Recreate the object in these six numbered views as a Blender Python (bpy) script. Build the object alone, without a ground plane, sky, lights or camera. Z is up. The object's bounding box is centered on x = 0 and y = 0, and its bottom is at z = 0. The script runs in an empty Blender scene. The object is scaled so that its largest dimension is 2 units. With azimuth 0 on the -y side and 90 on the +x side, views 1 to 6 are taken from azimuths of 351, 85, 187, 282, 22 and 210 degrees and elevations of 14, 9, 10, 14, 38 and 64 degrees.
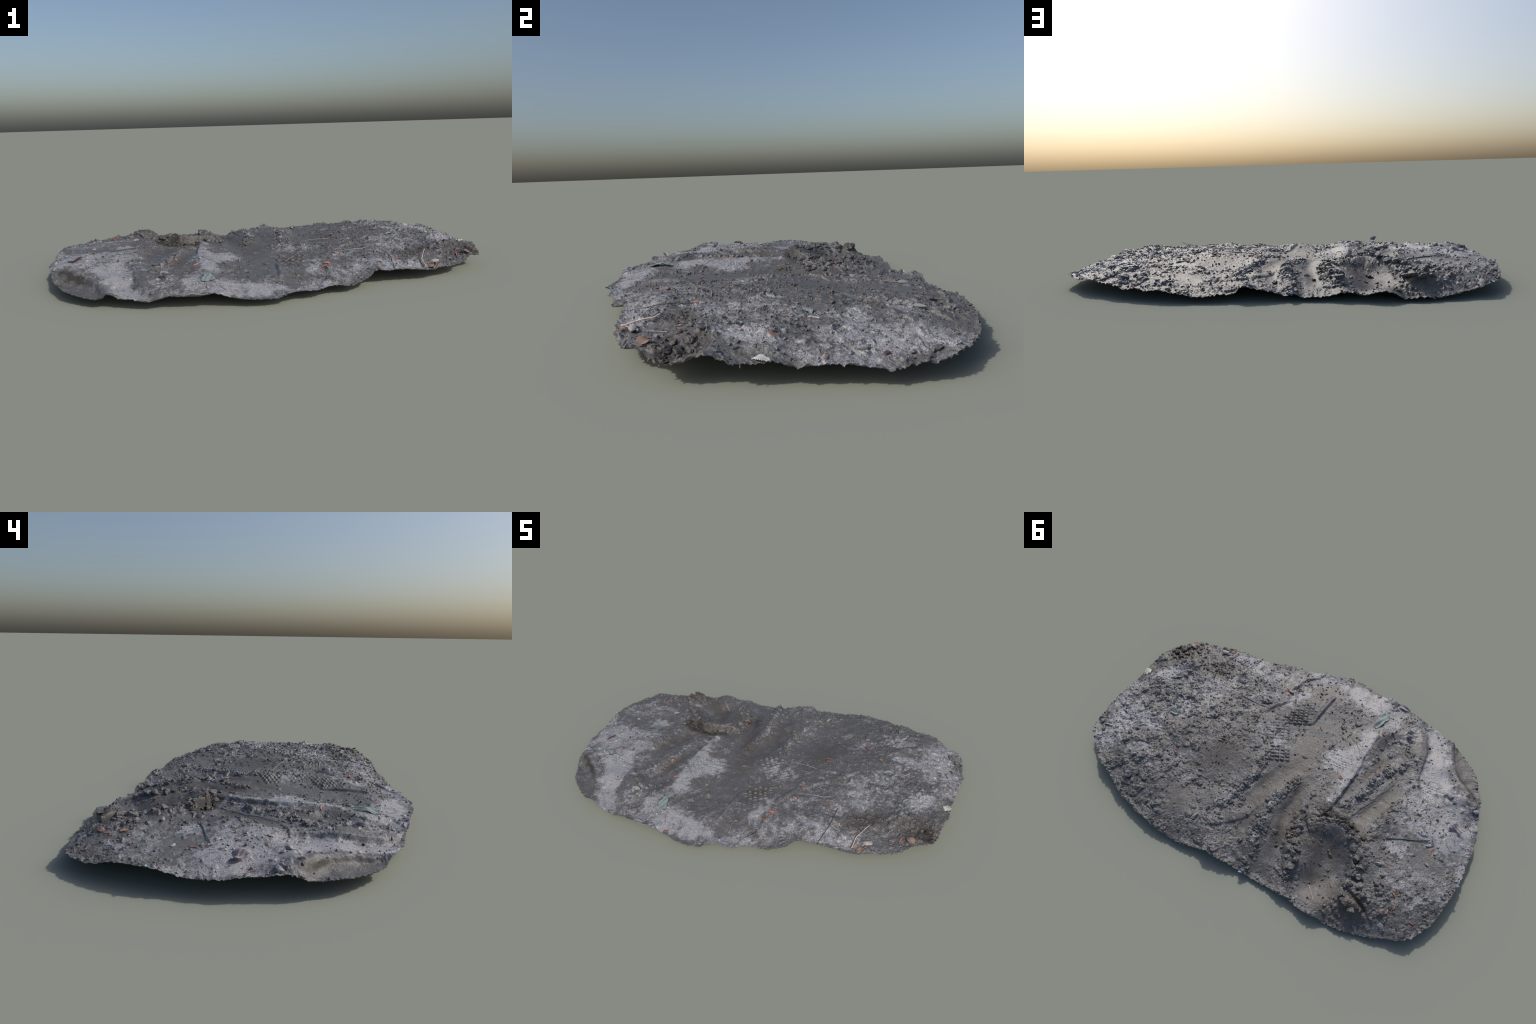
import bpy, math, random
import numpy as np
from mathutils import Vector, Matrix, Euler

SEED = 11
rng = np.random.default_rng(SEED)
random.seed(SEED)

# ---------------------------------------------------------------- control points
# rim of the torn-off sheet of soil (x, y, z), counter-clockwise seen from below
RIM = [ (0.959, 0.370, 0.065), (0.981, 0.328, 0.052), (0.988, 0.263, 0.052), (0.997, 0.190, 0.046), (0.987, 0.127, 0.054), (0.977, 0.078, 0.058), 
    (0.970, 0.022, 0.053), (0.962, -0.030, 0.054), (0.952, -0.055, 0.067), (0.953, -0.098, 0.066), (0.955, -0.138, 0.061), (0.944, -0.173, 0.071), 
    (0.934, -0.213, 0.082), (0.928, -0.257, 0.062), (0.911, -0.306, 0.055), (0.877, -0.341, 0.057), (0.835, -0.367, 0.073), (0.804, -0.397, 0.064), 
    (0.775, -0.416, 0.056), (0.703, -0.439, 0.050), (0.702, -0.438, 0.049), (0.614, -0.470, 0.050), (0.555, -0.476, 0.050), (0.495, -0.478, 0.060), 
    (0.435, -0.480, 0.060), (0.377, -0.484, 0.063), (0.351, -0.490, 0.056), (0.318, -0.519, 0.050), (0.278, -0.537, 0.042), (0.233, -0.554, 0.033), 
    (0.177, -0.559, 0.037), (0.125, -0.572, 0.033), (0.090, -0.597, 0.039), (0.049, -0.593, 0.040), (0.017, -0.605, 0.045), (-0.019, -0.618, 0.045), 
    (-0.049, -0.629, 0.035), (-0.105, -0.640, 0.033), (-0.175, -0.632, 0.035), (-0.217, -0.619, 0.037), (-0.263, -0.615, 0.050), (-0.298, -0.612, 0.063), 
    (-0.366, -0.604, 0.059), (-0.422, -0.593, 0.054), (-0.466, -0.585, 0.054), (-0.530, -0.580, 0.039), (-0.587, -0.567, 0.042), (-0.649, -0.540, 0.046), 
    (-0.687, -0.532, 0.052), (-0.736, -0.511, 0.039), (-0.780, -0.485, 0.039), (-0.824, -0.451, 0.045), (-0.830, -0.446, 0.046), (-0.873, -0.403, 0.052), 
    (-0.895, -0.361, 0.054), (-0.920, -0.312, 0.057), (-0.934, -0.279, 0.064), (-0.943, -0.231, 0.077), (-0.956, -0.182, 0.072), (-0.975, -0.121, 0.073), 
    (-0.985, -0.085, 0.068), (-0.988, -0.054, 0.062), (-0.994, -0.018, 0.062), (-0.993, 0.023, 0.058), (-0.991, 0.058, 0.057), (-0.993, 0.122, 0.072), 
    (-0.989, 0.182, 0.075), (-0.981, 0.243, 0.076), (-0.972, 0.290, 0.072), (-0.969, 0.329, 0.064), (-0.960, 0.370, 0.054), (-0.942, 0.418, 0.049), 
    (-0.921, 0.451, 0.048), (-0.904, 0.482, 0.051), (-0.883, 0.500, 0.051), (-0.848, 0.521, 0.042), (-0.800, 0.538, 0.030), (-0.758, 0.559, 0.025), 
    (-0.720, 0.572, 0.020), (-0.673, 0.588, 0.014), (-0.622, 0.602, 0.018), (-0.541, 0.609, 0.013), (-0.491, 0.614, 0.039), (-0.431, 0.618, 0.040), 
    (-0.381, 0.613, 0.026), (-0.350, 0.602, 0.033), (-0.304, 0.606, 0.037), (-0.244, 0.602, 0.021), (-0.180, 0.605, 0.019), (-0.130, 0.606, 0.015), 
    (-0.087, 0.605, 0.017), (-0.043, 0.606, 0.036), (0.013, 0.610, 0.046), (0.075, 0.611, 0.060), (0.103, 0.614, 0.060), (0.125, 0.618, 0.036), 
    (0.189, 0.627, 0.034), (0.244, 0.639, 0.028), (0.302, 0.639, 0.029), (0.357, 0.635, 0.038), (0.404, 0.631, 0.043), (0.448, 0.620, 0.047), 
    (0.506, 0.612, 0.046), (0.552, 0.597, 0.055), (0.610, 0.581, 0.048), (0.647, 0.567, 0.053), (0.690, 0.542, 0.058), (0.736, 0.520, 0.059), 
    (0.778, 0.506, 0.068), (0.824, 0.487, 0.066), (0.873, 0.451, 0.060), (0.909, 0.416, 0.054) ]
# spot heights of the trodden ground inside the rim
GROUND = [ (-0.931, -0.122, 0.068), (-0.876, 0.221, 0.080), (-0.853, 0.353, 0.073), (-0.842, 0.292, 0.080), (-0.825, 0.152, 0.079), (-0.818, 0.085, 0.079), 
    (-0.811, 0.049, 0.081), (-0.795, 0.035, 0.085), (-0.781, 0.400, 0.080), (-0.757, 0.436, 0.075), (-0.756, 0.353, 0.082), (-0.685, -0.135, 0.084), 
    (-0.620, -0.300, 0.066), (-0.612, 0.130, 0.080), (-0.605, 0.495, 0.083), (-0.602, 0.523, 0.060), (-0.597, -0.440, 0.053), (-0.582, 0.057, 0.094), 
    (-0.558, -0.176, 0.079), (-0.478, -0.441, 0.079), (-0.446, 0.387, 0.025), (-0.444, 0.535, 0.038), (-0.416, 0.129, 0.080), (-0.416, 0.316, 0.036), 
    (-0.403, 0.491, 0.013), (-0.400, 0.385, 0.027), (-0.357, -0.371, 0.085), (-0.355, -0.273, 0.088), (-0.340, 0.417, 0.054), (-0.320, -0.485, 0.076), 
    (-0.310, -0.393, 0.073), (-0.277, -0.238, 0.080), (-0.245, 0.437, 0.055), (-0.213, 0.322, 0.062), (-0.181, 0.412, 0.046), (-0.163, -0.341, 0.055), 
    (-0.101, 0.610, 0.030), (-0.069, -0.470, 0.062), (-0.055, -0.251, 0.059), (-0.028, -0.135, 0.058), (-0.013, -0.246, 0.056), (-0.000, 0.048, 0.072), 
    (0.019, 0.355, 0.062), (0.021, -0.462, 0.055), (0.036, 0.317, 0.067), (0.097, 0.127, 0.080), (0.123, -0.126, 0.079), (0.164, -0.395, 0.069), 
    (0.172, 0.470, 0.061), (0.180, -0.198, 0.080), (0.199, -0.365, 0.074), (0.224, 0.283, 0.061), (0.227, 0.494, 0.061), (0.228, 0.440, 0.058), 
    (0.273, -0.144, 0.085), (0.330, 0.612, 0.042), (0.331, 0.086, 0.093), (0.441, -0.247, 0.082), (0.465, 0.178, 0.093), (0.512, 0.258, 0.079), 
    (0.579, -0.148, 0.085), (0.587, 0.152, 0.093), (0.589, 0.410, 0.091), (0.590, 0.261, 0.091), (0.601, -0.075, 0.087), (0.641, -0.321, 0.079), 
    (0.645, 0.071, 0.088), (0.660, 0.508, 0.061), (0.671, 0.379, 0.090), (0.728, 0.074, 0.092), (0.731, -0.274, 0.089), (0.738, -0.376, 0.058), 
    (0.751, -0.122, 0.095), (0.763, 0.417, 0.078), (0.784, 0.060, 0.090), (0.849, -0.044, 0.091), (0.920, 0.139, 0.070), (0.938, 0.203, 0.058), 
    (0.943, -0.076, 0.065), (0.952, 0.066, 0.061) ]
GROUND += [(-0.102, 0.09, 0.068), (-0.069, 0.212, 0.066), (-0.15, 0.14, 0.070), (-0.165, 0.25, 0.062),
           (-0.05, 0.42, 0.048), (-0.1, 0.54, 0.030), (-0.49, -0.03, 0.078), (-0.36, 0.03, 0.074),
           (-0.60, 0.42, 0.080), (-0.585, 0.33, 0.082), (-0.50, 0.40, 0.032), (-0.56, 0.40, 0.074),
           (-0.545, 0.50, 0.055), (-0.44, 0.46, 0.018), (-0.27, -0.04, 0.076), (-0.45, 0.09, 0.076),
           (-0.33, 0.24, 0.068), (-0.42, 0.25, 0.066),
           (-0.095, 0.35, 0.068), (-0.085, 0.43, 0.060), (0.116, 0.336, 0.072), (-0.54, 0.27, 0.090), (0.41, -0.33, 0.086), (0.131, 0.21, 0.068), (0.146, 0.236, 0.066), (0.424, -0.09, 0.098), (0.205, 0.14, 0.076),
           (-0.886, 0.0, 0.086), (-0.875, 0.05, 0.085), (-0.87, -0.045, 0.087), (-0.455, -0.273, 0.066), (-0.495, -0.215, 0.072), (-0.415, -0.34, 0.068),
           (-0.53, -0.37, 0.083), (-0.505, -0.42, 0.076), (-0.54, -0.31, 0.082), (-0.356, -0.544, 0.051), (0.006, -0.56, 0.040), (-0.30, 0.335, 0.078), (-0.275, 0.27, 0.080), (-0.33, 0.43, 0.058), (-0.295, 0.385, 0.066),
           # raised bank over the low shelf at the left end
           (-0.915, -0.235, 0.092), (-0.87, -0.235, 0.099), (-0.82, -0.265, 0.096), (-0.787, -0.235, 0.096), (-0.80, -0.30, 0.086),
           (-0.76, -0.30, 0.076), (-0.755, -0.355, 0.068), (-0.70, -0.19, 0.077), (-0.690, -0.355, 0.079), (-0.725, -0.40, 0.064), (-0.645, -0.395, 0.064), (-0.66, -0.32, 0.074), (-0.74, -0.22, 0.086),
           (-0.905, -0.295, 0.066), (-0.875, -0.320, 0.058), (-0.835, -0.345, 0.055), (-0.79, -0.39, 0.050), (-0.75, -0.44, 0.044), (-0.84, -0.18, 0.086)]

# crests, furrows and steps: (x, y, height) along a line, width to its left, width to its right
CRESTS = [
    # lip of the heel pit
    ([(-0.219, 0.366, 0.004), (-0.212, 0.303, 0.003), (-0.216, 0.255, 0.009), (-0.240, 0.224, 0.018),
      (-0.296, 0.214, 0.030), (-0.331, 0.196, 0.036), (-0.370, 0.186, 0.039), (-0.404, 0.176, 0.040),
      (-0.436, 0.186, 0.041), (-0.458, 0.206, 0.036), (-0.491, 0.224, 0.022), (-0.530, 0.238, 0.010)], 0.014, 0.066),
    # bank on the far side of the pit
    ([(-0.500, 0.225, 0.006), (-0.520, 0.28, 0.010), (-0.535, 0.33, 0.016), (-0.545, 0.41, 0.014), (-0.547, 0.455, 0.010),
      (-0.530, 0.54, 0.003)], 0.06, 0.022),
    # pale crest between the two ruts
    ([(-0.331, -0.347, 0.006), (-0.330, -0.276, 0.008), (-0.324, -0.205, 0.010), (-0.330, -0.121, 0.015),
      (-0.323, -0.02, 0.018), (-0.312, 0.079, 0.020), (-0.301, 0.150, 0.012)], 0.013, 0.050),
    # crumbly crest in the left rut
    ([(-0.536, -0.278, 0.006), (-0.490, -0.212, 0.010), (-0.453, -0.166, 0.012), (-0.431, -0.107, 0.012),
      (-0.416, -0.047, 0.011), (-0.393, 0.016, 0.010), (-0.381, 0.083, 0.008)], 0.022, 0.024),
    # left bank of the left rut
    ([(-0.607, -0.136, 0.006), (-0.597, -0.066, 0.008), (-0.576, -0.006, 0.008), (-0.561, 0.058, 0.007),
      (-0.544, 0.122, 0.005)], 0.05, 0.020),
    ([(-0.571, -0.154, -0.006), (-0.529, -0.056, -0.009), (-0.490, 0.047, -0.010), (-0.455, 0.130, -0.006)], 0.04, 0.035),
    # long curved edge of the smooth print on the left
    ([(-0.505, -0.547, 0.010), (-0.538, -0.511, 0.014), (-0.563, -0.455, 0.016), (-0.583, -0.404, 0.016),
      (-0.594, -0.346, 0.016), (-0.600, -0.281, 0.016), (-0.608, -0.235, 0.016), (-0.624, -0.195, 0.015),
      (-0.645, -0.160, 0.010), (-0.665, -0.135, 0.003)], 0.012, 0.045),
    ([(-0.545, -0.555, -0.004), (-0.570, -0.505, -0.008), (-0.594, -0.45, -0.005), (-0.610, -0.404, -0.004),
      (-0.620, -0.346, -0.003), (-0.625, -0.281, -0.002), (-0.638, -0.225, -0.002)], 0.022, 0.013),
    # lip over the low dark shelf at the left end
    ([(-0.687, -0.527, 0.010), (-0.703, -0.482, 0.014), (-0.732, -0.420, 0.016), (-0.762, -0.368, 0.014),
      (-0.792, -0.332, 0.015), (-0.822, -0.312, 0.016), (-0.849, -0.297, 0.015), (-0.879, -0.280, 0.013), (-0.910, -0.262, 0.006)], 0.011, 0.026),
    ([(-0.600, -0.555, 0.004), (-0.641, -0.507, 0.005), (-0.681, -0.462, 0.003)], 0.008, 0.012),
    # pressed folds along the front
    ([(0.178, -0.420, 0.007), (0.167, -0.487, 0.011), (0.116, -0.546, 0.009)], 0.045, 0.013),
    ([(0.400, -0.400, 0.007), (0.372, -0.450, 0.011), (0.362, -0.485, 0.009)], 0.014, 0.05),
    ([(-0.054, -0.539, 0.005), (-0.046, -0.633, 0.008)], 0.012, 0.02),
    ([(-0.027, -0.452, 0.011), (-0.022, -0.41, 0.014), (-0.013, -0.359, 0.013), (-0.007, -0.30, 0.010),
      (-0.002, -0.255, 0.006)], 0.010, 0.012),
    ([(0.243, -0.189, 0.005), (0.222, -0.235, 0.010), (0.183, -0.296, 0.005)], 0.011, 0.013),
    # crest between the two right ruts
    ([(-0.102, 0.070, 0.006), (-0.090, 0.125, 0.007), (-0.074, 0.195, 0.012), (-0.062, 0.249, 0.016), (-0.060, 0.294, 0.018),
      (-0.062, 0.35, 0.020), (-0.058, 0.42, 0.022), (-0.062, 0.465, 0.019), (-0.080, 0.508, 0.016), (-0.104, 0.589, 0.010)],
     0.038, 0.036),
    # right bank
    ([(0.080, 0.030, 0.002), (0.093, 0.088, 0.005), (0.084, 0.147, 0.005), (0.099, 0.203, 0.008), (0.112, 0.261, 0.012),
      (0.125, 0.309, 0.012), (0.160, 0.375, 0.009)], 0.014, 0.05),
    ([(0.019, 0.352, 0.006), (0.051, 0.398, 0.007), (0.099, 0.445, 0.007), (0.134, 0.475, 0.006)], 0.012, 0.04),
    ([(-0.219, 0.366, 0.006), (-0.255, 0.400, 0.012), (-0.280, 0.450, 0.014), (-0.290, 0.500, 0.012), (-0.304, 0.565, 0.008)],
     0.03, 0.03),
    # ruts
    ([(-0.144, 0.056, -0.004), (-0.150, 0.143, -0.011), (-0.145, 0.230, -0.011), (-0.155, 0.298, -0.010),
      (-0.178, 0.40, -0.005), (-0.182, 0.47, -0.004)], 0.030, 0.030),
    ([(-0.060, 0.022, -0.003), (0.017, 0.155, -0.011), (0.040, 0.252, -0.011), (0.038, 0.324, -0.009), (0.010, 0.40, -0.006)],
     0.040, 0.040),
    # cracks round the clods behind the pit
    ([(-0.545, 0.432, -0.012), (-0.587, 0.447, -0.018), (-0.635, 0.463, -0.024), (-0.672, 0.483, -0.018)], 0.008, 0.009),
    ([(-0.552, 0.385, -0.014), (-0.575, 0.378, -0.024), (-0.602, 0.374, -0.016)], 0.010, 0.012),
    ([(-0.530, 0.300, -0.006), (-0.548, 0.312, -0.016), (-0.556, 0.285, -0.010)], 0.008, 0.009),
]
# round dents (x, y, radius, depth) and humps (negative depth)
DENTS = [(-0.455, 0.172, 0.016, 0.010), (-0.415, 0.148, 0.014, 0.010), (-0.360, 0.158, 0.012, 0.008), (-0.320, 0.170, 0.012, 0.006), (-0.880, -0.315, 0.030, 0.007), (-0.838, -0.340, 0.026, 0.006), (-0.735, -0.185, 0.014, 0.006), (-0.800, -0.258, 0.020, 0.014), (-0.775, -0.205, 0.016, 0.008), (-0.865, -0.20, 0.014, 0.006), (-0.51, -0.345, 0.022, 0.004), (-0.394, -0.285, 0.03, 0.010), (0.60, -0.27, 0.04, 0.010), (0.86, -0.24, 0.035, 0.008),
         (0.79, -0.29, 0.03, 0.010), (-0.80, -0.02, 0.03, 0.004), (0.70, -0.19, 0.03, 0.008), (0.47, 0.0, 0.04, 0.004),
         (0.74, -0.24, 0.03, -0.004), 
         (-0.635, 0.485, 0.03, -0.008), (-0.595, 0.500, 0.030, -0.014), (0.36, 0.33, 0.04, -0.004), (0.44, 0.36, 0.05, -0.006)]
# calm, pressed ground (x, y, rx, ry) where little gravel lies
CALM = [(-0.27, -0.15, .07, .11), (-0.31, -0.40, .06, .13), (-0.16, -0.55, .18, .06), (-0.66, -0.40, .09, .12), (-0.68, 0.08, .08, .06),
        (-0.42, 0.36, .10, .13), (-0.82, -0.47, .13, .07), (0.06, -0.26, .09, .10), (-0.06, -0.20, .08, .30), (0.30, 0.17, .15, .09),
        (0.36, 0.45, .14, .08), (0.46, 0.24, .08, .05), (-0.14, 0.2, .04, .28), (0.03, 0.22, .045, .20), (-0.50, 0.02, .045, .14),
        (-0.38, -0.04, .03, .10), (-0.75, -0.25, .10, .06), (-0.44, 0.52, .10, .09), (-0.82, 0.15, .09, .07), (0.05, 0.02, .06, .06), (-0.60, -0.44, .05, .10), (-0.87, -0.33, .06, .03), (-0.70, -0.34, .09, .09), (-0.80, -0.22, .07, .05), (-0.82, -0.40, .08, .07), (-0.33, -0.03, .03, .10), (-0.90, -0.02, .07, .12)]
ROUGH = [(-0.70, 0.42, .13, .13), (-0.06, 0.38, .04, .22), (0.13, 0.30, .06, .10), (0.15, 0.45, .10, .08), (-0.25, 0.43, .05, .12),
         (-0.22, 0.26, .05, .08), (-0.43, -0.08, .04, .14), (0.62, 0.30, .12, .14), (0.70, -0.10, .26, .25), (0.40, -0.12, .12, .14),
         (0.70, -0.32, .18, .10), (0.10, 0.58, .3, .05), (0.55, 0.47, .14, .09), (0.9, 0.2, .1, .25), (0.34, -0.30, .10, .08),
         (-0.57, 0.30, .04, .12), (-0.9, 0.36, .09, .1), (-0.45, -0.53, .05, .04), (-0.08, -0.40, .06, .03)]

# ---------------------------------------------------------------- noise
def h2(ix, iy, k):
    n = (ix.astype(np.int64) * 374761393 + iy.astype(np.int64) * 668265263 + k * 1442695041) & 0x7FFFFFFF
    n = ((n ^ (n >> 13)) * 1274126177) & 0x7FFFFFFF
    n = ((n ^ (n >> 15)) * 1103515245) & 0x7FFFFFFF
    return (n ^ (n >> 16)) / float(0x7FFFFFFF)

def vnoise(x, y, k=0):
    """smooth gradient noise, about -1..1"""
    ix, iy = np.floor(x), np.floor(y)
    fx, fy = x - ix, y - iy
    u, v = fx * fx * fx * (fx * (fx * 6 - 15) + 10), fy * fy * fy * (fy * (fy * 6 - 15) + 10)
    def g(a, b):
        t = h2(ix + a, iy + b, k) * math.tau
        return np.cos(t) * (fx - a) + np.sin(t) * (fy - b)
    return ((g(0, 0) * (1 - u) + g(1, 0) * u) * (1 - v) + (g(0, 1) * (1 - u) + g(1, 1) * u) * v) * 1.5

def fbm(x, y, k=0, octaves=4, gain=0.5):
    s, a = 0, 1.0
    for o in range(octaves):
        s = s + a * vnoise(x * 2 ** o + 17.3 * o, y * 2 ** o - 9.1 * o, k + o)
        a *= gain
    return s

def lumps(x, y, size, chance, k, sharp=0.6):
    """field of separate crumbs: one jittered, rotated dome per cell, heights in units of size"""
    wx = x + 0.22 * size * vnoise(x / size * 1.7, y / size * 1.7, k + 50)
    wy = y + 0.22 * size * vnoise(x / size * 1.7 + 31, y / size * 1.7, k + 51)
    cx, cy = np.floor(wx / size), np.floor(wy / size)
    out = np.zeros_like(x)
    for a in (-1, 0, 1):
        for b in (-1, 0, 1):
            ix, iy = cx + a, cy + b
            px, py = (ix + h2(ix, iy, k)) * size, (iy + h2(ix, iy, k + 1)) * size
            r = size * (0.22 + 0.42 * h2(ix, iy, k + 2) ** 1.5)
            t = h2(ix, iy, k + 3) * math.tau
            asp = 1 + 0.6 * h2(ix, iy, k + 4)
            dx, dy = wx - px, wy - py
            u, v = (dx * np.cos(t) + dy * np.sin(t)) / (r * asp), (-dx * np.sin(t) + dy * np.cos(t)) / r
            d2 = u * u + v * v
            dome = np.clip(1 - d2, 0, 1) ** sharp
            tilt = 1 + 0.35 * u
            hgt = (r / size) * (0.45 + 0.55 * h2(ix, iy, k + 5)) * dome * tilt
            out = np.maximum(out, np.where(h2(ix, iy, k + 6) < chance, hgt, 0))
    return out

def smooth(e0, e1, v):
    t = np.clip((v - e0) / (e1 - e0), 0, 1)
    return t * t * (3 - 2 * t)

# ---------------------------------------------------------------- smooth shape of the ground
class Sheet:
    """thin-plate surface through the rim and the spot heights"""
    def __init__(self, pts, lam):
        P = np.array(pts)
        self.X = P[:, :2]
        K = self.k(self.X, self.X) + lam * np.eye(len(P))
        Q = np.c_[np.ones(len(P)), self.X]
        A = np.block([[K, Q], [Q.T, np.zeros((3, 3))]])
        self.w = np.linalg.solve(A, np.r_[P[:, 2], 0, 0, 0])
    @staticmethod
    def k(a, b):
        d2 = ((a[:, None, :] - b[None]) ** 2).sum(2)
        return 0.5 * d2 * np.log(d2 + 1e-12)
    def __call__(self, q):
        out = np.empty(len(q))
        for i in range(0, len(q), 40000):
            s = q[i:i + 40000]
            out[i:i + 40000] = self.k(s, self.X) @ self.w[:-3] + self.w[-3] + s @ self.w[-2:]
        return out

def rounded(pts, n=4):
    P = np.array(pts, float)
    out = []
    for i in range(len(P) - 1):
        a, p, r, d = P[max(i - 1, 0)], P[i], P[i + 1], P[min(i + 2, len(P) - 1)]
        for k in range(n):
            t = k / n
            out.append(0.5 * (2 * p + (r - a) * t + (2 * a - 5 * p + 4 * r - d) * t * t + (3 * p - a - 3 * r + d) * t ** 3))
    return out + [P[-1]]

def along(q, pts):
    """distance to a polyline, signed side (+1 left of travel), interpolated third value"""
    P = np.array(pts)
    best, side, val = np.full(len(q), 9.0), np.ones(len(q)), np.zeros(len(q))
    for a, b in zip(P[:-1], P[1:]):
        e = b[:2] - a[:2]
        L2 = e @ e
        t = np.clip(((q - a[:2]) @ e) / L2, 0, 1)
        d = q - (a[:2] + t[:, None] * e)
        dist = np.hypot(d[:, 0], d[:, 1])
        m = dist < best
        cr = (e[0] * d[:, 1] - e[1] * d[:, 0]) / math.sqrt(L2)
        best = np.where(m, dist, best)
        side = np.where(m, np.tanh(cr / 0.006), side)
        val = np.where(m, a[2] + t * (b[2] - a[2]), val)
    return best, side, val

def crests(q):
    z = np.zeros(len(q))
    for pts, wl, wr in CRESTS:
        P = np.array(pts)
        far = 3 * max(wl, wr)
        m = ((q > P[:, :2].min(0) - far) & (q < P[:, :2].max(0) + far)).all(1)
        if not m.any():
            continue
        s = q[m]
        s = s + np.c_[vnoise(s[:, 0] * 30, s[:, 1] * 30, 71), vnoise(s[:, 0] * 30, s[:, 1] * 30, 72)] * 0.0035
        d, side, hgt = along(s, rounded(pts))
        w = wl * (0.5 + 0.5 * side) + wr * (0.5 - 0.5 * side)
        z[m] += hgt * np.exp(-(d / w) ** 3)
    for x, y, r, dep in DENTS:
        d2 = ((q - [x, y]) ** 2).sum(1) / (r * r)
        z -= dep * np.exp(-d2)
    return z

def blot(q, spots):
    v = np.zeros(len(q))
    for x, y, rx, ry in spots:
        v = np.maximum(v, np.exp(-(((q[:, 0] - x) / rx) ** 2 + ((q[:, 1] - y) / ry) ** 2) ** 1.5))
    return v

TRACKS = {"wheel_rut": ([(-0.144, 0.05, 0.034), (-0.150, 0.143, 0.036), (-0.136, 0.230, 0.036), (-0.140, 0.298, 0.036), (-0.170, 0.40, 0.036), (-0.18, 0.50, 0.040)],
                        [(-0.015, -0.40, 0.03), (-0.05, -0.20, 0.05), (-0.075, -0.05, 0.055), (-0.055, 0.03, 0.05), (0.010, 0.155, 0.046), (0.036, 0.252, 0.042), (0.032, 0.324, 0.035), (0.0, 0.42, 0.028)],
                        [(-0.575, -0.165, 0.028), (-0.529, -0.056, 0.036), (-0.490, 0.047, 0.040), (-0.460, 0.125, 0.035)])}

def gravel_density(q):
    rho = 0.42 + 0.30 * smooth(0.15, 0.45, q[:, 0]) + 0.12 * smooth(0.3, 0.55, q[:, 1])
    rho = np.maximum(rho, 0.95 * blot(q, ROUGH))
    rho = rho * (1 - 0.9 * blot(q, CALM))
    for t in TRACKS["wheel_rut"]:
        d, s, w = along(q, t)
        rho = rho * (1 - 0.92 * np.exp(-(d / (w * 0.9)) ** 4))
    for pts, k in ((CRESTS[0][0], .9), (CRESTS[3][0], .75), (CRESTS[15][0], 1.0), (CRESTS[16][0], .9), (CRESTS[18][0], .9), (CRESTS[4][0], .6), (CRESTS[1][0], .9)):
        d, s, w = along(q, pts)
        rho = np.maximum(rho, k * np.exp(-(d / 0.028) ** 4))
    return np.clip(rho + 0.25 * vnoise(q[:, 0] * 16, q[:, 1] * 16, 5) * (0.2 + rho), 0, 1)

# blocks pressed by a lugged tyre: (corner, step along a row, step between rows, rows, lugs, centre, rx, ry)
TREADS = [((0.150, -0.275), (-0.0215, -0.0122), (0.0035, 0.0205), 7, 7, (0.074, -0.232), .066, .072, .0092),
          ((0.125, -0.012), (-0.0225, -0.0125), (0.0005, 0.0220), 5, 7, (0.050, 0.008), .074, .062, .0072),
          ((0.215, -0.170), (-0.0225, -0.0125), (0.0005, 0.0220), 8, 7, (0.125, -0.095), .075, .085, .0042),
          ((0.10, -0.36), (-0.0215, -0.0122), (0.0035, 0.0205), 7, 7, (0.06, -0.335), .06, .04, .0035)]

def treads(q):
    z = np.zeros(len(q))
    for (ox, oy), a, b, rows, lugs, (cx, cy), rx, ry, tall in TREADS:
        for i in range(rows):
            for j in range(-3, lugs):
                x = ox + a[0] * (j + 0.42 * i) + b[0] * i + 0.0012 * math.sin(7.1 * i + 3.3 * j)
                y = oy + a[1] * (j + 0.42 * i) + b[1] * i + 0.0012 * math.sin(5.3 * j + 2.7 * i)
                if ((x - cx) / rx) ** 2 + ((y - cy) / ry) ** 2 > 1.0:
                    continue
                m = (abs(q[:, 0] - x) < .02) & (abs(q[:, 1] - y) < .02)
                d = q[m] - [x, y]
                u = (d[:, 0] * a[0] + d[:, 1] * a[1]) / 0.0250 / 0.0108
                v = (-d[:, 0] * 0.35 + d[:, 1] * 0.94) / 0.0086
                k = np.clip(1 - (abs(u) ** 3 + abs(v) ** 3), 0, 1) ** 0.5
                z[m] = np.maximum(z[m], k * tall * (1.05 - 0.50 * (((x - cx) / rx) ** 2 + ((y - cy) / ry) ** 2)) * (1 + 0.3 * math.sin(3.7 * i + 1.9 * j)))
    # faint cup marks in the pale crust
    for (cx, cy), n in (((-0.245, -0.125), 6), ((-0.70, -0.215), 7), ((-0.90, -0.40), 5)):
        for i in range(-n, n + 1):
            for j in range(-n, n + 1):
                x = cx + 0.017 * i + 0.0085 * (j % 2)
                y = cy + 0.013 * j
                if (x - cx) ** 2 / .055 ** 2 + (y - cy) ** 2 / .045 ** 2 > 1 or math.sin(i * 12.9 + j * 78.2 + cx * 9) > 0.45:
                    continue
                m = (abs(q[:, 0] - x) < .012) & (abs(q[:, 1] - y) < .012)
                d = q[m] - [x, y]
                z[m] -= 0.0028 * np.exp(-((d[:, 0] / 0.0055) ** 2 + (d[:, 1] / 0.0035) ** 2))
    return z

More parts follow.
